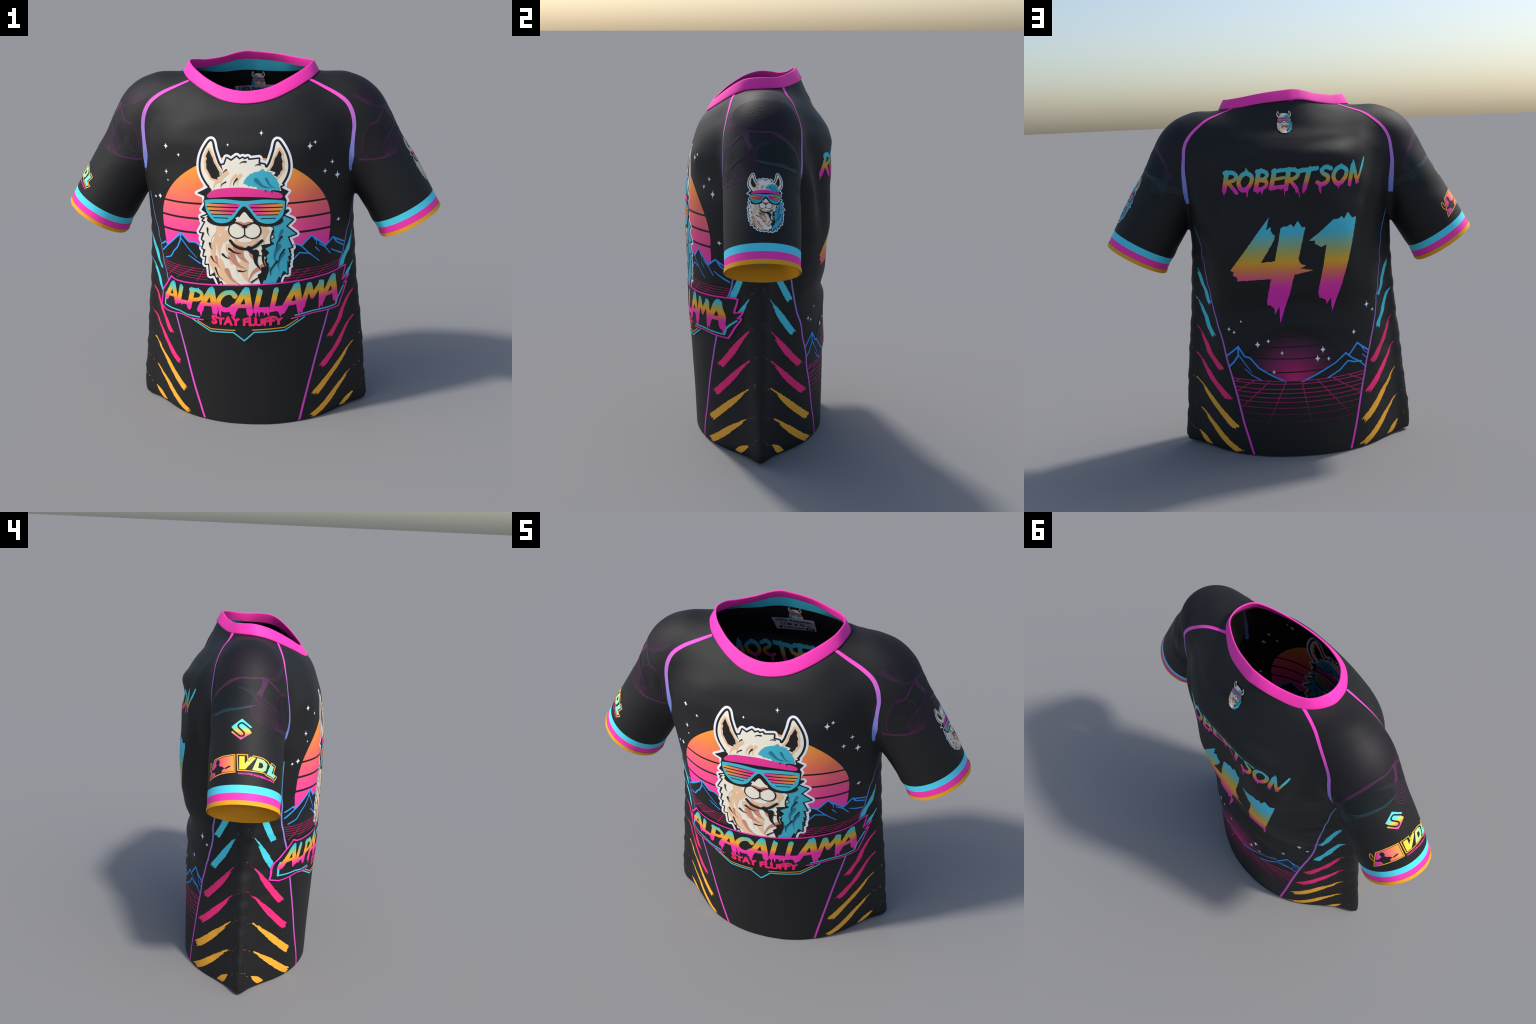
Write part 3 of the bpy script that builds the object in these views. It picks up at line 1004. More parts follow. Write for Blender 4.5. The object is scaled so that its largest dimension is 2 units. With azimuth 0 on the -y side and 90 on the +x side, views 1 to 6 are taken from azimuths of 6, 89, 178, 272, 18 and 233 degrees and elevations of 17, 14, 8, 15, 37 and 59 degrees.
# ---------------------------------------------------------------- brush lettering
# every letter is a few brush strokes in a unit box: (points, width)
GLYPHS = {
    "A": [([(.10, .04), (.54, .90)], .22), ([(.60, .92), (.82, .04)], .24), ([(.24, .28), (.80, .31)], .14)],
    "L": [([(.36, .92), (.20, .12)], .25), ([(.18, .12), (.84, .14)], .20)],
    "P": [([(.34, .90), (.18, .04)], .23), ([(.24, .90), (.62, .92), (.86, .76), (.76, .52), (.30, .40)], .17)],
    "C": [([(.88, .76), (.70, .92), (.40, .86), (.18, .58), (.16, .30), (.36, .10), (.66, .10), (.84, .28)], .20)],
    "M": [([(.06, .04), (.26, .88)], .19), ([(.28, .90), (.46, .38)], .18), ([(.46, .38), (.78, .92)], .17), ([(.80, .90), (.86, .06)], .19)],
    "R": [([(.32, .92), (.22, .04)], .23), ([(.20, .90), (.58, .92), (.84, .76), (.72, .54), (.34, .44)], .18), ([(.40, .44), (.90, -.08)], .17)],
    "O": [([(.56, .90), (.28, .74), (.15, .42), (.32, .12), (.58, .12), (.82, .38), (.86, .70), (.56, .90)], .20)],
    "B": [([(.34, .90), (.22, .10)], .22), ([(.24, .90), (.60, .92), (.82, .76), (.66, .57), (.36, .52)], .17), ([(.36, .52), (.74, .46), (.80, .26), (.54, .10), (.18, .10)], .17)],
    "E": [([(.32, .90), (.18, .10)], .21), ([(.24, .88), (.94, .93)], .16), ([(.28, .50), (.82, .56)], .14), ([(.14, .10), (.82, .14)], .16)],
    "T": [([(.06, .82), (.98, .91)], .18), ([(.58, .84), (.38, .04)], .22)],
    "S": [([(.86, .84), (.58, .92), (.34, .78), (.44, .60), (.70, .46), (.68, .22), (.38, .08), (.12, .18)], .19)],
    "N": [([(.10, .04), (.26, .88)], .21), ([(.30, .90), (.58, .12)], .19), ([(.58, .10), (.98, 1.12)], .11)],
}


def glyph(letter):
    strokes = []
    for pts, w in GLYPHS[letter]:
        p = spline(pts, 5) if len(pts) > 3 else pts
        strokes.append(line(p, w * 1.16, w * 1.08))
    return union(*strokes)


def brush_word(name, chart, letters, mat, parent, layer, mirror=1, inside=True, step=.0022, drip=.012):
    """letters: (letter, left edge, right edge, bottom, top) along the reading direction."""
    for k, (ch, x0, x1, z0, z1) in enumerate(letters):
        g, w, h = glyph(ch), (x1 - x0), z1 - z0

        def f(a, b, g=g, x0=x0, w=w, z0=z0, h=h, k=k):
            # the lower and upper ends of the strokes run out in a few narrow drips and teeth
            t = np.clip((b - z0) / h, -.4, 1.4)
            comb = 1.5 * np.clip(noise2(a * 120 + 17 * k, b * 0 + k), 0, 1) ** 2 + .3 * np.clip(noise2(a * 300 + 5 * k, b * 0 + 7 + k), 0, 1)
            down = drip * comb * np.clip((.14 - t) / .14, 0, 2)
            upw = .45 * drip * comb * np.clip((t - .86) / .14, 0, 2)
            u, w2 = (a - x0) / w, (b + down - upw - z0) / h
            d = g(u - .10 * (w2 - .5), w2) * min(abs(w), h)
            return d + .0009 * noise2(a * 220, b * 160)
        lo, hi = min(x0, x1), max(x0, x1)
        emboss(name, chart, f, ((lo - .03, z0 - .055), (hi + .03, z1 + .04)), mat, parent, layer + (k % 2) * .8, step, inside)


brush_word("banner_letter", front, [
    ("A", -.454, -.364, .660, .772), ("L", -.380, -.302, .660, .764), ("P", -.322, -.222, .650, .764), ("A", -.254, -.136, .648, .778), ("C", -.160, -.044, .658, .772),
    ("A", -.076, .048, .652, .788), ("L", .034, .128, .658, .778), ("L", .116, .208, .660, .784), ("A", .180, .300, .658, .798), ("M", .282, .398, .670, .802), ("A", .374, .470, .678, .812)],
    banner_letters, front_panel, 11)
word, lo, hi = lettering("STAY FLUFFY", .062)
span = hi - lo


def motto(a, b):
    h = .602 + .010 * a + .02 * a * np.abs(a)
    u = lo[0] + (a + .181) / .364 * span[0]
    w = lo[1] + (b - h + .018) / (.041 + .006 * np.sin(a * 60)) * span[1]
    return word(u, w) * .045


emboss("motto", front, motto, ((-.195, .545), (.198, .64)), motto_pink, front_panel, 9, .0018)

# =====================================================================
#  THE LLAMA STAND-IN: a plain llama head with headband and shutter glasses (units: cm about the nose)
# =====================================================================
llama_cream, llama_tan, llama_brown = material("llama_cream", srgb(246, 238, 218)), material("llama_tan", srgb(240, 198, 158)), material("llama_brown", srgb(206, 142, 118))
llama_teal, llama_deep = material("llama_teal", srgb(66, 178, 198)), material("llama_deep", srgb(30, 122, 148))
llama_band, llama_frame = material("llama_band", srgb(240, 54, 148)), material("llama_frame", srgb(66, 186, 206))


def mirrored(pts):
    return [(-x, y) for x, y in pts]


def fur(points, tooth, depth, seed, hang=-.9):
    """A closed outline whose edge breaks into pointed tufts of uneven size that hang downwards and outwards."""
    r = np.random.default_rng(seed)
    p = spline(points, 12, True)
    s = np.concatenate([[0], np.cumsum(np.hypot(*np.diff(np.vstack([p, p[:1]]), axis=0).T))])
    m = p.mean(0)
    at = lambda q: np.array([np.interp(q % s[-1], s, np.append(p[:, 0], p[0, 0])), np.interp(q % s[-1], s, np.append(p[:, 1], p[0, 1]))])
    out, q = [], 0.0
    while q < s[-1] - tooth * .4:
        size = tooth * r.uniform(.55, 1.5)
        tip = at(q + size * r.uniform(.55, .8))
        d = tip - m
        d = d / np.hypot(*d) + np.array([0, hang])
        out += [tuple(at(q)), tuple(tip + depth * (size / tooth) * r.uniform(.5, 1.1) * d / (np.hypot(*d) + 1e-6))]
        q += size
    return out


EAR = [(-16.3, 40.6), (-19.2, 37.2), (-21.2, 32.4), (-21.6, 27.0), (-19.8, 22.0), (-16.0, 18.4), (-10.6, 25.0), (-13.0, 30.4), (-14.9, 36.0)]
EAR_INSIDE = [(-17.4, 36.6), (-18.7, 30.0), (-18.0, 26.0), (-14.6, 22.0), (-11.6, 24.4), (-14.4, 29.2), (-16.0, 33.4)]
TUFT = [(-16.0, 16.6), (-13.2, 21.4), (-10.6, 26.0), (-9.4, 29.6), (-5.0, 31.6), (1.0, 32.0), (6.5, 30.4), (11.4, 27.6), (15.2, 23.4), (16.8, 17.2), (0, 18.0)]
HEAD = [(-18.0, 18.0), (-19.4, 11.0), (-19.6, 4.0), (-21.2, -3.0), (-21.4, -10.0), (-21.0, -18.0), (-18.6, -25.0), (-14.0, -31.0), (-6, -36.0), (5.0, -37.0), (13.5, -33.5), (20.0, -26.0), (22.2, -18.0), (22.0, -10.0), (21.4, -3.0), (19.8, 4.0), (19.2, 11.0), (17.6, 18.0)]
FUR_LEFT = [(-18.4, 4.0), (-20.4, -4.0), (-20.6, -12.0), (-19.6, -20.0), (-16.4, -26.0), (-9.0, -34.0), (0, -35.5), (7.0, -33.0), (6.0, -26.0), (9.6, -20.0), (7.6, -12.0), (12.6, -8.0), (12.2, -1.0), (5.0, 1.0), (-4.0, 3.0), (-12.0, .5)]
FUR_RIGHT = [(18.8, 4.0), (20.8, -4.0), (21.4, -12.0), (21.2, -19.0), (19.2, -25.0), (13.0, -32.0), (7.0, -34.0), (12.0, -25.0), (11.2, -17.0), (15.0, -12.0), (12.8, -6.0), (14.4, 0.0)]
LOCKS_TAN = [((-12.0, -2.0), (-14.5, -12.0), 3.4), ((-9.5, -6.0), (-13.0, -19.0), 3.6), ((-16.5, -13.0), (-12.5, -24.0), 2.6), ((-7.0, -13.0), (-2.5, -26.0), 4.4), ((-13.5, -21.0), (-4.0, -31.0), 3.4),
             ((9.0, -2.0), (6.8, -12.5), 3.2), ((11.0, -4.0), (10.2, -13.0), 2.0), ((-1.0, -22.0), (4.0, -33.0), 4.0), ((-17.0, -20.0), (-9.0, -32.0), 3.6), ((-11.0, -27.0), (0.0, -36.0), 4.6), ((-14.0, -8.0), (-16.0, -18.0), 2.2)]
LOCKS_BROWN = [((-3.5, -12.5), (2.2, -21.0), 4.6), ((-7.0, -17.0), (.5, -24.0), 3.4), ((3.0, -15.0), (5.6, -19.6), 2.2), ((-9.6, -25.0), (-2.0, -33.0), 2.2), ((10.0, -22.0), (1.0, -31.5), 2.6), ((-15.0, -18.0), (-12.0, -25.0), 1.2)]
LOCKS_WHITE = [((-6.0, -23.0), (-1.0, -31.0), 2.6), ((-15.5, -4.0), (-17.2, -14.0), 2.4), ((-10.5, -11.0), (-7.0, -18.0), 1.6)]
LOCKS_BLACK = [((-11.5, -16.5), (-7.0, -18.6), 1.3), ((2.0, -13.0), (9.0, -17.0), 2.8), ((5.4, -15.0), (8.2, -25.0), 3.2), ((-8.0, -13.4), (-1.0, -15.4), 1.4), ((-18.0, -11.0), (-16.6, -14.4), 1.2), ((-15.6, -24.0), (-10.0, -31.5), .8),
               ((-3.6, -25.0), (1.4, -24.0), 1.0), ((9.6, -14.0), (11.4, -25.0), 1.8), ((3.0, -31.0), (10.0, -21.0), .9),
               ((18.4, -7.0), (15.8, -15.0), 1.0), ((19.6, -14.0), (17.0, -22.0), .9), ((14.2, -4.0), (13.4, -11.0), 1.1), ((16.0, -20.0), (12.6, -30.0), 1.0), ((-19.0, -3.0), (-17.4, -8.0), .9), ((-17.6, -18.0), (-13.6, -22.0), .9)]
LOCKS_DEEP = [((17.0, -12.0), (15.4, -22.0), 2.4), ((18.6, -4.0), (17.6, -11.0), 1.6), ((12.0, -24.0), (8.0, -32.0), 2.2), ((19.0, -16.0), (17.0, -26.0), 1.8)]
FRAME = [(-19.9, 10.2), (-18.9, 11.7), (-9.5, 12.3), (0, 11.6), (9.9, 12.3), (18.9, 11.6), (20.0, 9.9), (18.9, 4.0), (15.1, .5), (10.7, 0), (6.5, 1.6), (2.5, 6.9), (0, 8.9), (-2.5, 6.9), (-6.3, 1.8), (-10.7, 0), (-15.3, .8), (-18.9, 5.2)]
LENS = [(-18.2, 9.9), (-3.0, 9.9), (-3.2, 8.0), (-6.9, 3.6), (-10.8, 1.3), (-14.7, 1.9), (-17.2, 5.4)]
BAND = [(-18.3, 12.8), (-17.2, 15.6), (-12.2, 17.5), (-.9, 18.3), (9.8, 17.0), (17.6, 15.4), (18.3, 12.8), (9.8, 13.4), (0, 13.7), (-9.5, 13.4)]


def lock(a, b, w):
    """A pointed curl of wool from root a to tip b."""
    a, b = np.array(a), np.array(b)
    m = (a + b) / 2 + np.array([b[1] - a[1], a[0] - b[0]]) * .14
    return line(spline([a, m, b], 5), w, .05)


def locks(items):
    return union(*[lock(*i) for i in items])


def llama(chart, parent, x, z, scale, mirror=1, bottom=None, step=.0024, layer=1, squash=1.0, lens_mats=None, detail=True, inside=True, shown_white=True):
    """Draws the head with its nose at (x, z); scale is metres per cm."""
    up = lambda f: placed(f, x, z, scale, mirror, 0, squash)
    ear = union(area(spline(EAR, 6, True)), area(spline(mirrored(EAR), 6, True)))
    ear_in = union(area(fur(EAR_INSIDE, 3.4, .7, 5)), area(fur(mirrored(EAR_INSIDE), 3.4, .7, 6)))
    tuft = area(fur(TUFT, 3.6, 2.0, 7, .1))
    left, right = area(fur(FUR_LEFT, 4.6, 3.0, 8)), area(fur(FUR_RIGHT, 4.4, 3.2, 9))
    head = area(fur(HEAD, 4.6, 1.9, 4))
    outline = union(grown(ear, 1.1), head, grown(tuft, .8), grown(left, .7), grown(right, .7))
    blue_tuft = common(tuft, area(fur([(.1, 20.4), (3.8, 25.2), (10.8, 26.2), (15.6, 22.8), (17.4, 16.6), (13.0, 17.0), (10.4, 16.0), (6.4, 18.6)], 2.4, 1.2, 11)))
    band, frame = area(spline(BAND, 5, True)), area(spline(FRAME, 5, True))
    lens = [area(spline(LENS, 5, True)), area(spline(mirrored(LENS), 5, True))]
    rows = lambda bands: (lambda a, b: np.minimum.reduce([np.abs(b - (p + q) / 2) - (q - p) / 2 for p, q in bands]))
    warm, cool = rows([(8.5, 9.8), (6.6, 7.9), (4.7, 6.0)]), rows([(2.9, 4.2), (1.2, 2.4)])
    muzzle = union(area(spline([(0, 6.0), (-2.4, 3.4), (-4.6, .4), (0, -1), (4.6, .4), (2.4, 3.4)], 5, True)), disc(-3.7, -3.6, 4.0, 3.7), disc(3.7, -3.6, 4.0, 3.7), disc(0, -1, 3.6, 3))
    muzzle_line = minus(grown(muzzle, .65), lambda a, b: -1.2 - b + 0 * a)
    nose = area(spline([(-4.6, .6), (-2.2, 1.1), (0, .4), (2.2, 1.1), (4.6, .6), (2.2, -1.4), (0, -2.7), (-2.2, -1.4)], 5, True))
    chin = disc(.2, -9.2, 5.6, 2.5)
    clip = (lambda a, b: bottom(a, b)) if bottom else (lambda a, b: np.full(len(a), -1.0))
    cl = lambda f: common(up(f), clip)
    hb = ((x - 27 * scale, z - 41 * scale * squash), (x + 27 * scale, z + 46 * scale * squash))

    def ink(name, f, mat, lay, half=None):
        bb = hb
        if half:
            (u0, v0), (u1, v1) = half
            us = sorted((x + mirror * u0 * scale, x + mirror * u1 * scale))
            bb = ((us[0], z + v0 * scale * squash), (us[1], z + v1 * scale * squash))
        emboss(name, chart, cl(f), bb, mat, parent, layer + lay, step, inside)

    if shown_white:
        ink("llama_outline", grown(outline, 1.15 if detail else .9), white_ink, 0)
    ink("llama_base", outline, ink_black, 1)
    ink("llama_ear", minus(ear, ear_in), llama_cream, 2, ((-23, 16), (23, 42)))
    ink("llama_ear_shade", minus(common(ear, grown(ear_in, 1.0)), ear_in), llama_tan, 3, ((-23, 16), (23, 42)))
    ink("llama_forelock", minus(tuft, blue_tuft), llama_cream, 3, ((-18, 15), (19, 34)))
    ink("llama_forelock", blue_tuft, llama_teal, 4, ((-2, 14), (19, 28)))
    ink("llama_fleece", left, llama_cream, 2, ((-25, -40), (16, 6)))
    ink("llama_fleece", minus(right, grown(left, .5)), llama_teal, 2, ((5, -40), (26, 7)))
    if detail:
        ink("llama_forelock_shade", common(tuft, locks([((-12, 22), (-15.4, 17.0), 2.4), ((-8.6, 25.4), (-11.6, 18.4), 2.2), ((-4.0, 24.0), (-7.0, 18.4), 2.0), ((-1.6, 24.4), (-3.0, 18.6), 1.8)])), llama_tan, 4, ((-18, 14), (6, 30)))
        ink("llama_forelock_shade", common(blue_tuft, locks([((6.0, 22.0), (14.0, 18.0), 2.2), ((11.0, 22.5), (16.0, 17.6), 1.4)])), llama_deep, 5, ((2, 14), (19, 26)))
        ink("llama_fleece_shade", common(left, locks([(p, q, 1.3 * w) for p, q, w in LOCKS_TAN])), llama_tan, 3, ((-24, -40), (16, 4)))
        ink("llama_fleece_shade", common(left, locks([(p, q, 1.15 * w) for p, q, w in LOCKS_BROWN])), llama_brown, 4, ((-24, -40), (16, 4)))
        ink("llama_fleece_shade", common(left, locks(LOCKS_WHITE)), llama_cream, 5, ((-24, -40), (16, 4)))
        ink("llama_fleece_shade", common(union(left, right), locks(LOCKS_DEEP)), llama_deep, 3, ((4, -40), (26, 4)))
    ink("llama_crease", common(outline, locks(LOCKS_BLACK)), ink_black, 6, ((-24, -40), (24, -1)))
    ink("llama_headband", minus(band, locks([((11.5, 20), (10.5, 15.6), 2.0), ((14.5, 19), (14.0, 14.8), 1.8)])), llama_band, 5.5, ((-20, 11), (20, 19)))
    ink("llama_glasses", union(grown(frame, .6), disc(0, 4.5, 3.0, 5.0), disc(-11.5, 1.4, 7.6, 3.0), disc(11.5, 1.4, 7.6, 3.0)), ink_black, 5, ((-22, -3), (22, 14)))
    ink("llama_muzzle", muzzle_line, ink_black, 6, ((-10, -9), (10, 8)))
    ink("llama_crease", line(spline([(-7.4, -9.0), (-4.6, -12.0), (0, -13.2), (4.8, -12.0), (8.6, -8.8)], 5), 1.5), ink_black, 6, ((-10, -16), (11, -6)))
    ink("llama_crease", common(tuft, locks([((-3.4, 22.6), (-5.2, 18.0), .9), ((-9.0, 21.0), (-12.0, 17.4), .7), ((1.0, 31.0), (-2.6, 29.6), .9), ((8.0, 29.6), (5.0, 28.6), .8), ((-8.6, 27.0), (-10.6, 24.4), .7)])), ink_black, 6, ((-18, 15), (19, 34)))
    ink("llama_chin", chin, llama_tan, 5, ((-8, -13), (8, -5)))
    ink("llama_chin", disc(.2, -8.6, 3.6, 1.2), llama_cream, 7, ((-6, -11), (6, -6)))
    ink("llama_muzzle", muzzle, llama_cream, 7, ((-9, -8.5), (9, 7)))
    ink("llama_nose", nose, llama_brown, 8, ((-6, -4), (6, 3)))
    ink("llama_nose", union(line([(-4.6, .6), (-1.4, -.6), (0, -2.2), (0, -5.4)], .8, .6), line([(4.6, .6), (1.4, -.6), (0, -2.2)], .8, .6), disc(0, -1.4, 1.3, .9)), ink_black, 9, ((-6, -8), (6, 3)))
    ink("llama_glasses_frame", minus(frame, *lens), llama_frame, 7, ((-21, -1), (21, 13)))
    for k in (0, 1):
        hf = ((-19.5, 0), (-1.5, 11)) if k == 0 else ((1.5, 0), (19.5, 11))
        ink("llama_lens", common(lens[k], warm), lens_mats[k], 7, hf)
        ink("llama_lens", common(lens[k], cool), llama_frame, 7, hf)


def lens_material(name, axis, centre, scale, flip):
    warm = [(0, srgb(250, 170, 40)), (.45, srgb(250, 130, 90)), (1, srgb(238, 50, 150))]
    return material(name, stops=warm if not flip else [(1 - p, c) for p, c in warm][::-1], direction=axis, span=(centre - 9 * scale, centre + 6 * scale) if not flip else (centre - 6 * scale, centre + 9 * scale))


ff = lens_material("lens_left", (1, 0, 0), -.106, .01, False), lens_material("lens_right", (1, 0, 0), .106, .01, True)
llama(front, front_panel, .001, 1.133, .01, 1, bottom=lambda a, b: .804 + .02 * a - b, lens_mats=ff)
sc = .00335
sm = lens_material("lens_left_sleeve", (0, 1, 0), .025 - 10.6 * sc, sc, False), lens_material("lens_right_sleeve", (0, 1, 0), .025 + 10.6 * sc, sc, True)
llama(cloth_arm[1], sleeve[1], .012, .272, .0033, 1, step=.0011, lens_mats=sm, inside=False, squash=1.02)
sc = .0021
nm = lens_material("lens_left_nape", (-1, 0, 0), -.016 - 10.6 * sc, sc, False), lens_material("lens_right_nape", (-1, 0, 0), -.016 + 10.6 * sc, sc, True)
llama(back, back_panel, .016, 1.762, .0017, -1, step=.0009, lens_mats=nm, squash=.86, shown_white=False)

# =====================================================================
#  BACK PRINT
# =====================================================================
brush_word("name_letter", back, [
    ("R", .356, .262, 1.428, 1.530), ("O", .278, .186, 1.424, 1.530), ("B", .196, .104, 1.424, 1.532), ("E", .116, .016, 1.426, 1.534), ("R", .042, -.052, 1.426, 1.534),
    ("T", -.036, -.134, 1.424, 1.538), ("S", -.126, -.216, 1.436, 1.540), ("O", -.204, -.298, 1.436, 1.542), ("N", -.296, -.380, 1.436, 1.546)], name_letters, back_panel, 1, drip=.012)
FOUR = [(.331, 1.013), (.261, 1.106), (.193, 1.197), (.121, 1.285), (.137, 1.222), (.112, 1.240), (.114, 1.218), (.104, 1.198), (.093, 1.194), (.098, 1.169), (.171, 1.054), (.099, 1.059), (.062, 1.227),
        (.049, 1.235), (.028, 1.235), (.009, 1.247), (-.006, 1.230), (-.028, 1.261), (-.039, 1.244), (-.047, 1.226), (-.066, 1.231), (-.024, 1.067), (-.028, 1.050), (-.039, 1.036), (-.062, 1.030),
        (-.028, 1.016), (-.099, 1.006), (.002, .984), (.027, .895), (.085, .724), (.085, .817), (.110, .774), (.111, .805), (.131, .824), (.147, .824), (.147, .854), (.123, .967), (.299, .957), (.296, .975), (.319, .987), (.313, 1.005)]
ONE = [(-.080, 1.156), (-.146, 1.208), (-.193, 1.250), (-.212, 1.265), (-.233, 1.266), (-.251, 1.279), (-.264, 1.264), (-.284, 1.298), (-.298, 1.279), (-.307, 1.265), (-.329, 1.271), (-.315, 1.196), (-.286, 1.069), (-.245, .925),
       (-.189, .768), (-.186, .850), (-.161, .813), (-.159, .837), (-.138, .851), (-.125, .852), (-.119, .886), (-.150, 1.030), (-.170, 1.134), (-.143, 1.123), (-.130, 1.130), (-.110, 1.141), (-.112, 1.156)]
for digit in (FOUR, ONE):
    emboss("number_digit", back, rough(area(digit), .0012, 160, 120), box_of(digit, .01), number_ink, back_panel, 1, .0028)
back_ridge_left = [(.40, .520), (.381, .536), (.311, .598), (.279, .547), (.253, .542), (.208, .489), (.142, .449), (.070, .413)]
back_ridge_right = [(-.022, .412), (-.100, .446), (-.194, .494), (-.255, .541), (-.295, .505), (-.322, .540), (-.40, .50)]
back_hills = area(back_ridge_left + back_ridge_right + [(-.42, .33), (.42, .33)])


def glow_gaps(a, b):
    return np.minimum.reduce([np.abs(b - (z + .10 * (a - .03) ** 2)) - .0034 for z in (.657, .600, .537, .465)])


emboss("sunset_glow", back, minus(common(disc(.03, .42, .278, .286), lambda a, b: .413 - b), glow_gaps, grown(back_hills, .001)), ((-.26, .40), (.32, .72)), glow_ink, back_panel, 0, .004)
drawn(back, "mountain_line", [
    (back_ridge_left, .008), ([(.311, .598), (.313, .550), (.339, .511), (.372, .476)], .009, .008), ([(.308, .548), (.247, .464)], .006, .003), ([(.282, .481), (.247, .448), (.196, .42)], .003, .007)],
    mountain_blue, back_panel, 1, clip=inner_back)
drawn(back, "mountain_line", [
    (back_ridge_right[:4], .008), ([(-.255, .541), (-.295, .505), (-.33, .483), (-.37, .441)], .009, .006), ([(-.276, .531), (-.322, .584), (-.402, .518)], .008, .009),
    ([(-.342, .480), (-.301, .484), (-.267, .496), (-.22, .452), (-.153, .419)], .009, .007), ([(-.345, .562), (-.352, .55), (-.363, .529)], .006, .004), ([(-.351, .516), (-.373, .492)], .006, .004), ([(-.37, .525), (-.39, .51)], .005)],
    mountain_blue, back_panel, 1, clip=inner_back)
grid = []
for z in (.416, .400, .371, .349, .324, .300, .268, .233, .192):
    grid.append(([(x, z + .06 * x * x) for x in np.linspace(-.37, .36, 12)], .0052 if z > .24 else .004))
for x0, z0, x1, z1 in ((.312, .420, .345, .402), (.23, .420, .330, .355), (.154, .416, .312, .262), (.07, .412, .182, .155), (-.014, .410, -.066, .143), (-.099, .413, -.286, .187), (-.183, .416, -.345, .300), (-.27, .418, -.364, .371)):
    grid.append(([(x0, z0), (x1, z1)], .0055, .0045))
drawn(back, "ground_grid", grid, grid_fade, back_panel, 1, clip=inner_back, stuff=True)
for x, z, r in ((.29, .735, .009), (.355, .69, .012), (.329, .675, .011), (.208, .615, .019), (.152, .634, .013), (.083, .569, .012), (.129, .469, .012), (-.132, .575, .019), (-.102, .531, .019),
                (-.161, .524, .013), (-.304, .648, .016), (-.382, .784, .018), (-.416, .749, .011)):
    emboss("star_print", back, star(x, z, r), ((x - r, z - 1.3 * r), (x + r, z + 1.3 * r)), white_ink, back_panel, 2, .0012)

# ---------------------------------------------------------------- inside the neck: tape and care label
def build_tape():
    seam = COLLAR_BOTTOM[(COLLAR_BOTTOM[:, 1] > .10)]
    seam = seam[np.argsort(seam[:, 0])]
    rows, normals = [], []
    for j in range(7):
        t = j / 6
        reach = .052 * (1 - (np.abs(seam[:, 0]) / .31) ** 3)
        q = seam + np.stack([0 * t * seam[:, 0], .45 * t * reach, .008 - t * reach], 1)
        hit = [tree.find_nearest(Vector(r)) for r in q]
        n_ = N[[int(np.argmin(((V - np.array(h[0])) ** 2).sum(1))) for h in hit]]
        rows.append(np.array([h[0] for h in hit]) - n_ * (CLOTH + .0015 + .0035 * t))
        if j == 0:
            rows[0] = seam + .22 * (COLLAR_TOP[np.flatnonzero(COLLAR_BOTTOM[:, 1] > .10)][np.argsort(COLLAR_BOTTOM[COLLAR_BOTTOM[:, 1] > .10][:, 0])] - seam) - n_ * .0065
        normals.append(-n_)
    k = len(seam)
    fs = [(r * k + i, r * k + i + 1, (r + 1) * k + i + 1, (r + 1) * k + i) for r in range(6) for i in range(k - 1)]
    vs, ns = np.vstack(rows), np.vstack(normals)
    if np.dot(np.cross(vs[fs[0][1]] - vs[fs[0][0]], vs[fs[0][2]] - vs[fs[0][0]]), ns[0]) < 0:
        fs = [f[::-1] for f in fs]
    return add_object("neck_tape", vs, fs, cyan_tape, back_panel, ns)


build_tape()
label_grey, label_black = material("label_grey", srgb(196, 198, 210)), material("label_black", srgb(10, 10, 12))
label_box = lambda a, b: np.maximum(np.abs(a + .002) - (.116 - .06 * (1.745 - b)), np.abs(b - (1.692 + .004 * np.sin(a * 12))) - .053)
care_label = emboss("care_label", back, label_box, ((-.13, 1.63), (.13, 1.755)), label_grey, back_panel, 10, .003, True, False)


def label_text(text, x0, x1, z0, z1, fat=.02):
    w, l, h = lettering(text, fat)
    f = lambda a, b: w(l[0] + (a - x0) / (x1 - x0) * (h - l)[0], l[1] + (b - z0) / (z1 - z0) * (h - l)[1]) * (z1 - z0)
    emboss("label_text", back, f, ((x0 - .004, z0 - .004), (x1 + .004, z1 + .004)), label_black, care_label, 12, .0012, True, False)


label_text("100% Polyester", -.095, .095, 1.710, 1.738)
label_text("ALPACALLAMA", -.068, .044, 1.650, 1.664, .03)
icons = []
for i, x in enumerate(np.linspace(-.068, .072, 5)):
    z = 1.688
    frame_box = lambda a, b, x=x: np.abs(np.maximum(np.abs(a - x) - .010, np.abs(b - 1.688) - .009)) - .0018
    icons.append((frame_box, union(disc(x, z, .006), frame_box), area([(x - .011, z - .009), (x + .011, z - .009), (x, z + .011)]), union(line([(x - .008, z + .006), (x + .008, z - .006)], .004), frame_box), union(line([(x - .01, z), (x + .01, z)], .004), line([(x - .008, z - .008), (x + .008, z - .008)], .004)))[i])
emboss("label_text", back, union(*icons), ((-.085, 1.674), (.088, 1.702)), label_black, care_label, 12, .0014, True, False, True)
xl, xlo, xhi = lettering("XL", .03)
xl_hole = lambda a, b: xl(xlo[0] + (a - .060) / .034 * (xhi - xlo)[0], xlo[1] + (b - 1.650) / .016 * (xhi - xlo)[1]) * .016
emboss("label_text", back, minus(lambda a, b: np.maximum(np.abs(a - .076) - .024, np.abs(b - 1.657) - .012), xl_hole), ((.05, 1.64), (.104, 1.672)), label_black, care_label, 12, .0012, True, False)
emboss("label_text", back, disc(-.084, 1.658, .009, .010), ((-.096, 1.645), (-.072, 1.67)), label_black, care_label, 12, .0015, True, False)

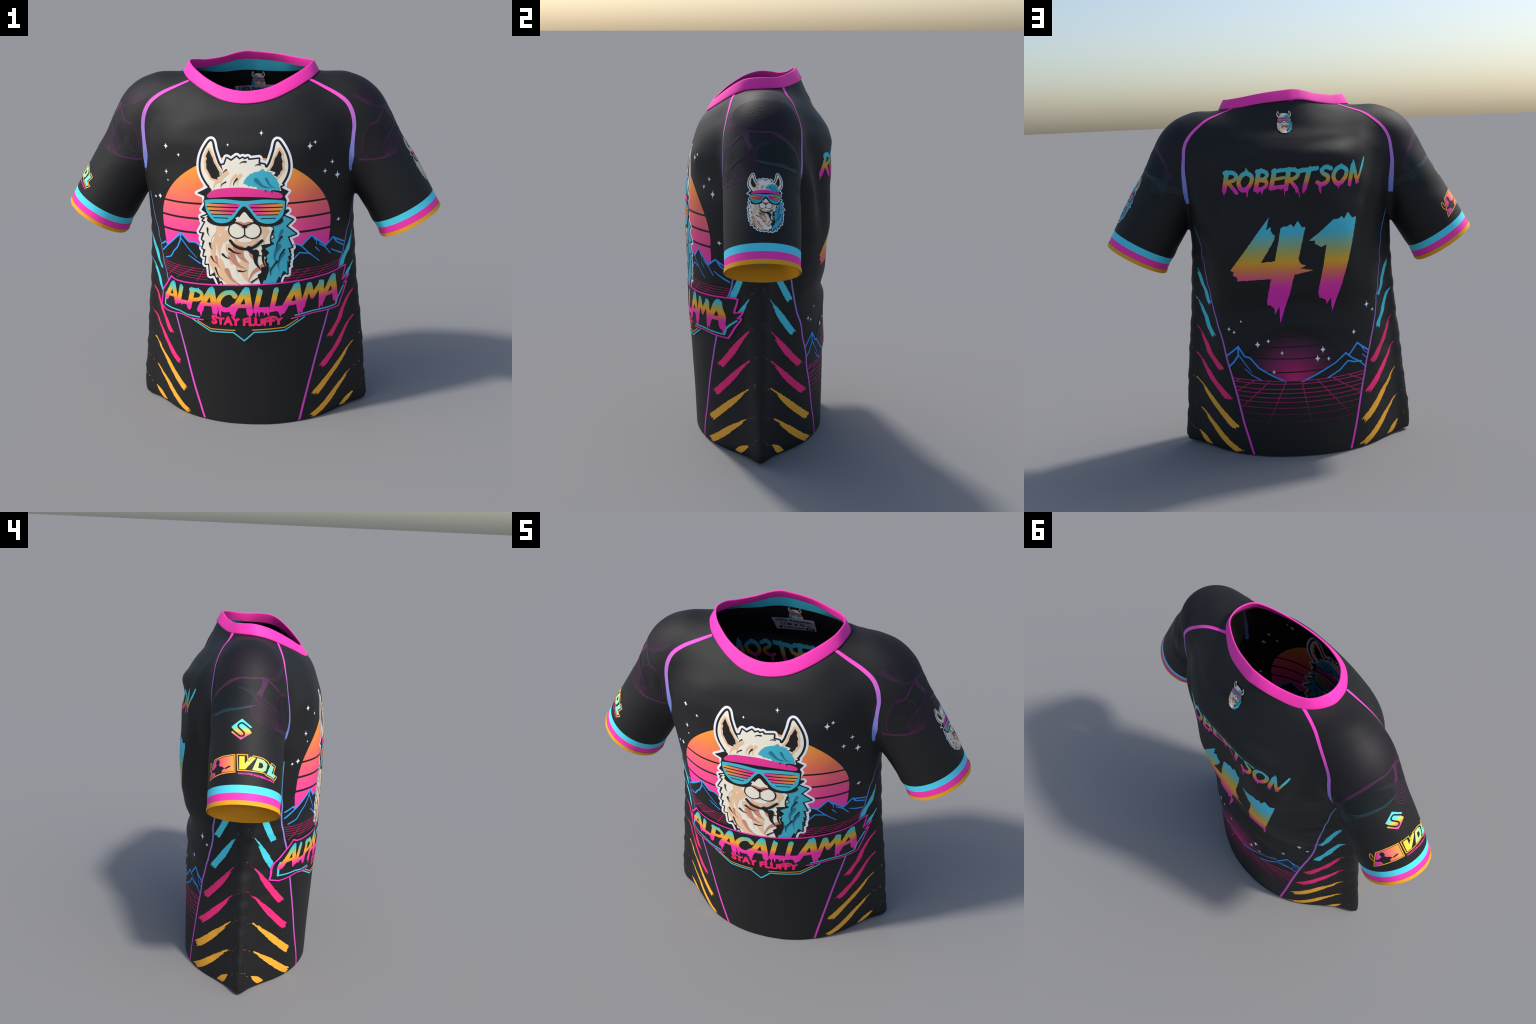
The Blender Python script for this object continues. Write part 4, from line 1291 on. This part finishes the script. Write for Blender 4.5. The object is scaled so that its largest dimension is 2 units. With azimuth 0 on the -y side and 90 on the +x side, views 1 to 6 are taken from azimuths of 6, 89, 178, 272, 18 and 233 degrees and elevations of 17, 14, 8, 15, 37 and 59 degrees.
# =====================================================================
#  SIDE PANELS: dry brush slashes
# =====================================================================
SLASHES = [((.062, 1.02), (.148, .815), stroke_cyan), ((.048, .846), (.168, .640), stroke_cyan), ((.046, .686), (.204, .464), stroke_pink), ((.048, .530), (.230, .303), stroke_pink),
           ((.052, .381), (.252, .150), stroke_yellow), ((.060, .219), (.256, .017), stroke_yellow), ((.058, .080), (.115, .012), stroke_yellow)]
for side in (1, -1):
    for way in (1, -1):
        for k, ((y0, z0), (y1, z1), mat) in enumerate(SLASHES):
            d = np.array([(y1 - y0) * way, z1 - z0])
            L = np.hypot(*d)
            d /= L
            e = np.array([-d[1], d[0]]) * way
            seed = 31 * k + 7 * way + 3 * side

            def slash(a, b, y0=y0 * way, z0=z0, d=d, e=e, L=L, seed=seed, short=(k == 6)):
                s, t = ((a - y0) * d[0] + (b - z0) * d[1]) / L, (a - y0) * e[0] + (b - z0) * e[1]
                bristle = noise2(t * 420 + seed, s * 3.5 + seed) + .6 * noise2(t * 900 + seed, s * 9)
                half = .0118 * smoothstep(-.05, .6, s) * (1 if not short else .9) + .0036
                body = np.abs(t - .004 * np.sin(3 * s + seed)) - half - .0016 * noise2(s * 40 + seed, t * 90)
                ends = np.maximum(-s - .05 * bristle, s - (1.0 + .045 * bristle)) * L
                dry = .006 * (bristle - .55 - 2.2 * (1 - smoothstep(.02, .35, s)) * (t < 0) * -.55 - .9 * smoothstep(.1, .5, s))
                return np.maximum.reduce([body, ends, dry])
            pad = .03
            lo = (min(y0 * way, y1 * way) - pad, max(min(z0, z1) - pad, .006))
            hi = (max(y0 * way, y1 * way) + pad, max(z0, z1) + pad)
            emboss("brush_slash", flank[side], slash, (lo, hi), mat, side_panel[side], 0, .0026, False)
            specks = []
            r = np.random.default_rng(seed + 500)
            for _ in range(5):
                q = np.array([y0 * way, z0]) - d * r.uniform(.008, .07) + e * r.normal(0, .004)
                if q[0] * way > .012:
                    specks.append(disc(q[0], q[1], r.uniform(.0009, .0016)))
            if specks:
                emboss("paint_speck", flank[side], union(*specks), ((min(y0 * way, 0) - .01, z0 - .02), (max(y0 * way, 0) + .01, z0 + .09)), mat, side_panel[side], 0, .0010, False, True, True)

# =====================================================================
#  SLEEVES: badges and faint wave veils
# =====================================================================
arm, owner = cloth_arm[-1], sleeve[-1]
badge_outline = area([(0, 1.0), (.88, .24), (.66, .04), (.88, -.30), (0, -1.0), (-.88, -.26), (-.66, -.06), (-.88, .24)])
s_groove = union(line(spline([(.86, -.02), (.30, .42), (.02, .60), (-.26, .44), (-.26, .20), (.02, -.10), (.24, -.34), (.20, -.60), (-.06, -.64), (-.30, -.46), (-.86, .02)], 6), .15))
s_badge = material("s_badge", stops=[(0, srgb(252, 60, 180)), (.25, srgb(252, 110, 130)), (.42, srgb(250, 200, 50)), (.62, srgb(110, 214, 200)), (.8, srgb(88, 216, 240)), (1, srgb(88, 216, 240))], direction=(.530, 0, .848), span=(.760, .864))
emboss("sleeve_badge", arm, placed(minus(badge_outline, s_groove), .016, .357, .052, -1), ((-.04, .29), (.075, .42)), s_badge, owner, 1, .0013, False)

gold_ink = material("badge_gold", srgb(250, 172, 48))
player_ink = material("badge_player", stops=[(0, srgb(252, 176, 72)), (.5, srgb(252, 112, 110)), (1, srgb(232, 40, 180))], direction=(0, 1, 0), span=(.045, .165))
league_ink = material("badge_league", stops=[(0, srgb(110, 226, 206)), (.45, srgb(200, 226, 130)), (1, srgb(252, 208, 40))], direction=(0, 1, 0), span=(-.13, .04))
badge_text = material("badge_text", srgb(252, 56, 186))
plate = [(-.150, .232), (-.10, .242), (-.036, .246), (-.030, .158), (-.10, .154), (-.150, .145), (-.192, .136), (-.180, .165), (-.170, .190)]
letters_outline = [(-.030, .246), (.020, .246), (.024, .214), (.042, .244), (.090, .240), (.116, .228), (.126, .214), (.134, .228), (.162, .218), (.150, .178), (.176, .170), (.160, .146), (.108, .158), (.098, .166), (.040, .166), (-.022, .166)]
tail = line(spline([(-.178, .176), (-.188, .200), (-.180, .222), (-.172, .214), (-.172, .198)], 5), .0045)
emboss("league_badge", arm, placed(union(minus(area(plate), grown(area(plate), -.0045)), tail), 0, -.009, 1, -1), ((-.05, .11), (.21, .26)), gold_ink, owner, 1, .0014, False)
figure = union(disc(-.124, .212, .0115, .0135), area([(-.132, .200), (-.116, .200), (-.108, .192), (-.096, .190), (-.080, .176), (-.058, .184), (-.054, .190), (-.062, .192), (-.078, .184), (-.098, .172), (-.098, .156), (-.134, .152), (-.142, .168), (-.166, .172), (-.170, .180), (-.150, .184), (-.138, .192)]))
emboss("league_badge", arm, placed(minus(grown(area(plate), -.007), figure), 0, -.009, 1, -1), ((-.05, .11), (.21, .26)), player_ink, owner, 1, .0014, False)
emboss("league_badge", arm, placed(minus(area(letters_outline), grown(area(letters_outline), -.0045)), 0, -.009, 1, -1), ((-.19, .12), (.05, .26)), gold_ink, owner, 1, .0014, False)
league = [area([(-.018, .236), (.006, .236), (.008, .200), (.030, .236), (.056, .234), (.012, .174), (-.014, .174)]),
          area([(.062, .234), (.092, .230), (.112, .214), (.106, .182), (.090, .172), (.042, .174)], [(.072, .216), (.088, .212), (.092, .198), (.084, .188), (.068, .188)]),
          area([(.130, .218), (.150, .210), (.138, .178), (.162, .168), (.154, .156), (.110, .166)])]
for g in league:
    emboss("badge_letter", arm, placed(g, 0, -.009, 1, -1), ((-.18, .13), (.04, .25)), league_ink, owner, 1, .0012, False)
w, l, h = lettering("VANCOUVER DODGEBALL LEAGUE", .03)
small = lambda a, b: w(l[0] + (-a + .020) / .178 * (h - l)[0], l[1] + (b - .141 + .12 * np.clip(-a - .03, 0, 1)) / .0085 * (h - l)[1]) * .0085
emboss("badge_motto", arm, small, ((-.17, .11), (.03, .165)), badge_text, owner, 1, .0011, False)

veil_purple = material("veil_purple", (.017, .006, .018, 1), roughness=.66, specular=.43)
veil_purple_line = material("veil_purple_line", (.060, .011, .052, 1), roughness=.66, specular=.43)
veil_teal = material("veil_teal", (.0045, .014, .018, 1), roughness=.66, specular=.43)
veil_teal_line = material("veil_teal_line", (.008, .036, .045, 1), roughness=.6, specular=.5)


VEILS = [0]


def veil(chart, parent, name, spine_a, spine_b, count, width, mat):
    """A family of fine threads swept between two curves, as of a twisted net."""
    a, b = spline(spine_a, 8), spline(spine_b, 8)
    k = min(len(a), len(b))
    a, b = a[:k], b[:k]
    threads = []
    for t in np.linspace(0, 1, count):
        threads.append(line(a * (1 - t) + b * t, width))
    pts = np.vstack([a, b])
    VEILS[0] += 1
    emboss(name, chart, union(*threads), box_of(pts, .006), mat, parent, -.8 + .17 * (VEILS[0] % 13), .0022, False, True, True)


CREST = [(.255, .505), (.185, .553), (.114, .587), (.07, .606), (.025, .611), (-.018, .609), (-.064, .620)]
for s in (1, -1):
    ch, ow = cloth_arm[s], sleeve[s]
    veil(ch, ow, "wave_veil", [(.25, .520), (.19, .566), (.12, .600), (.07, .618), (.02, .622), (-.03, .62), (-.10, .64), (-.17, .67)], [(.22, .74), (.17, .78), (.10, .785), (.04, .78), (-.02, .785), (-.08, .78), (-.14, .77), (-.20, .74)], 22, .0027, veil_purple)
    veil(ch, ow, "wave_veil", CREST, [(.255, .470), (.19, .530), (.135, .566), (.08, .586), (.033, .603), (-.01, .603), (-.062, .612)], 5, .0030, veil_purple_line)
    veil(ch, ow, "wave_veil", [(-.057, .611), (-.057, .573), (-.036, .529), (-.020, .498), (-.018, .458), (-.034, .420), (-.074, .393), (-.132, .382), (-.210, .395)],
         [(-.083, .618), (-.083, .590), (-.067, .545), (-.068, .505), (-.087, .485), (-.110, .480), (-.140, .472), (-.175, .462), (-.215, .450)], 9, .0027, veil_purple_line)
    veil(ch, ow, "wave_veil", [(-.06, .615), (-.10, .598), (-.165, .565), (-.215, .575)], [(-.06, .618), (-.105, .604), (-.165, .575), (-.21, .585)], 3, .0026, veil_purple_line)
    for g in (1.0, .88, .76, .64, .52, .40, .28):
        ring = [(-.222 + g * u, .490 + g * w) for u, w in ((.080, -.020), (.078, .055), (.016, .086), (-.052, .040), (-.082, -.035), (-.036, -.086), (.045, -.078), (.080, -.020))]
        emboss("wave_veil", ch, line(spline(ring, 6), .0026), ((-.325, .38), (-.125, .60)), veil_purple_line if g == 1 else veil_purple, ow, 1.6, .0022, False, True, True)
    veil(ch, ow, "wave_veil", [(-.132, .382), (-.19, .384), (-.243, .398), (-.290, .418), (-.335, .445)], [(-.14, .40), (-.19, .396), (-.243, .405), (-.290, .425), (-.335, .455)], 3, .0028, veil_purple_line)
    veil(ch, ow, "wave_veil", [(-.062, .612), (-.10, .612), (-.139, .632), (-.165, .665), (-.189, .701), (-.215, .74)], [(-.064, .62), (-.10, .624), (-.135, .648), (-.158, .68), (-.18, .715), (-.20, .75)], 3, .0026, veil_purple_line)
    veil(ch, ow, "wave_veil", [(.17, .40), (.191, .384), (.235, .405), (.283, .429), (.34, .437)], [(.17, .44), (.20, .43), (.24, .445), (.285, .46), (.34, .46)], 5, .0026, veil_teal_line)
    veil(ch, ow, "wave_veil", [(.185, .39), (.205, .35), (.24, .32), (.29, .30), (.33, .33)], [(.20, .41), (.23, .40), (.26, .40), (.30, .41), (.335, .43)], 9, .0026, veil_teal)
    veil(ch, ow, "wave_veil", [(.18, .545), (.20, .563), (.235, .595), (.268, .611), (.30, .60)], [(.19, .48), (.215, .50), (.245, .53), (.275, .55), (.30, .55)], 7, .0026, veil_teal)
    veil(ch, ow, "wave_veil", [(.05, .566), (-.028, .523), (-.128, .477), (-.204, .442)], [(.03, .566), (-.03, .535), (-.11, .50), (-.20, .47)], 6, .0026, veil_purple)
    veil(ch, ow, "wave_veil", [(.255, .405), (.20, .430), (.108, .445), (.045, .451), (0, .461), (-.039, .478)], [(.255, .46), (.20, .53), (.14, .55), (.08, .57), (.02, .575), (-.03, .54)], 16, .0027, veil_teal)
    veil(ch, ow, "wave_veil", [(.255, .395), (.20, .430), (.108, .445), (.045, .451), (0, .461), (-.039, .478)], [(.255, .44), (.20, .458), (.151, .454), (.10, .462), (.04, .462), (-.02, .474)], 5, .0028, veil_teal_line)
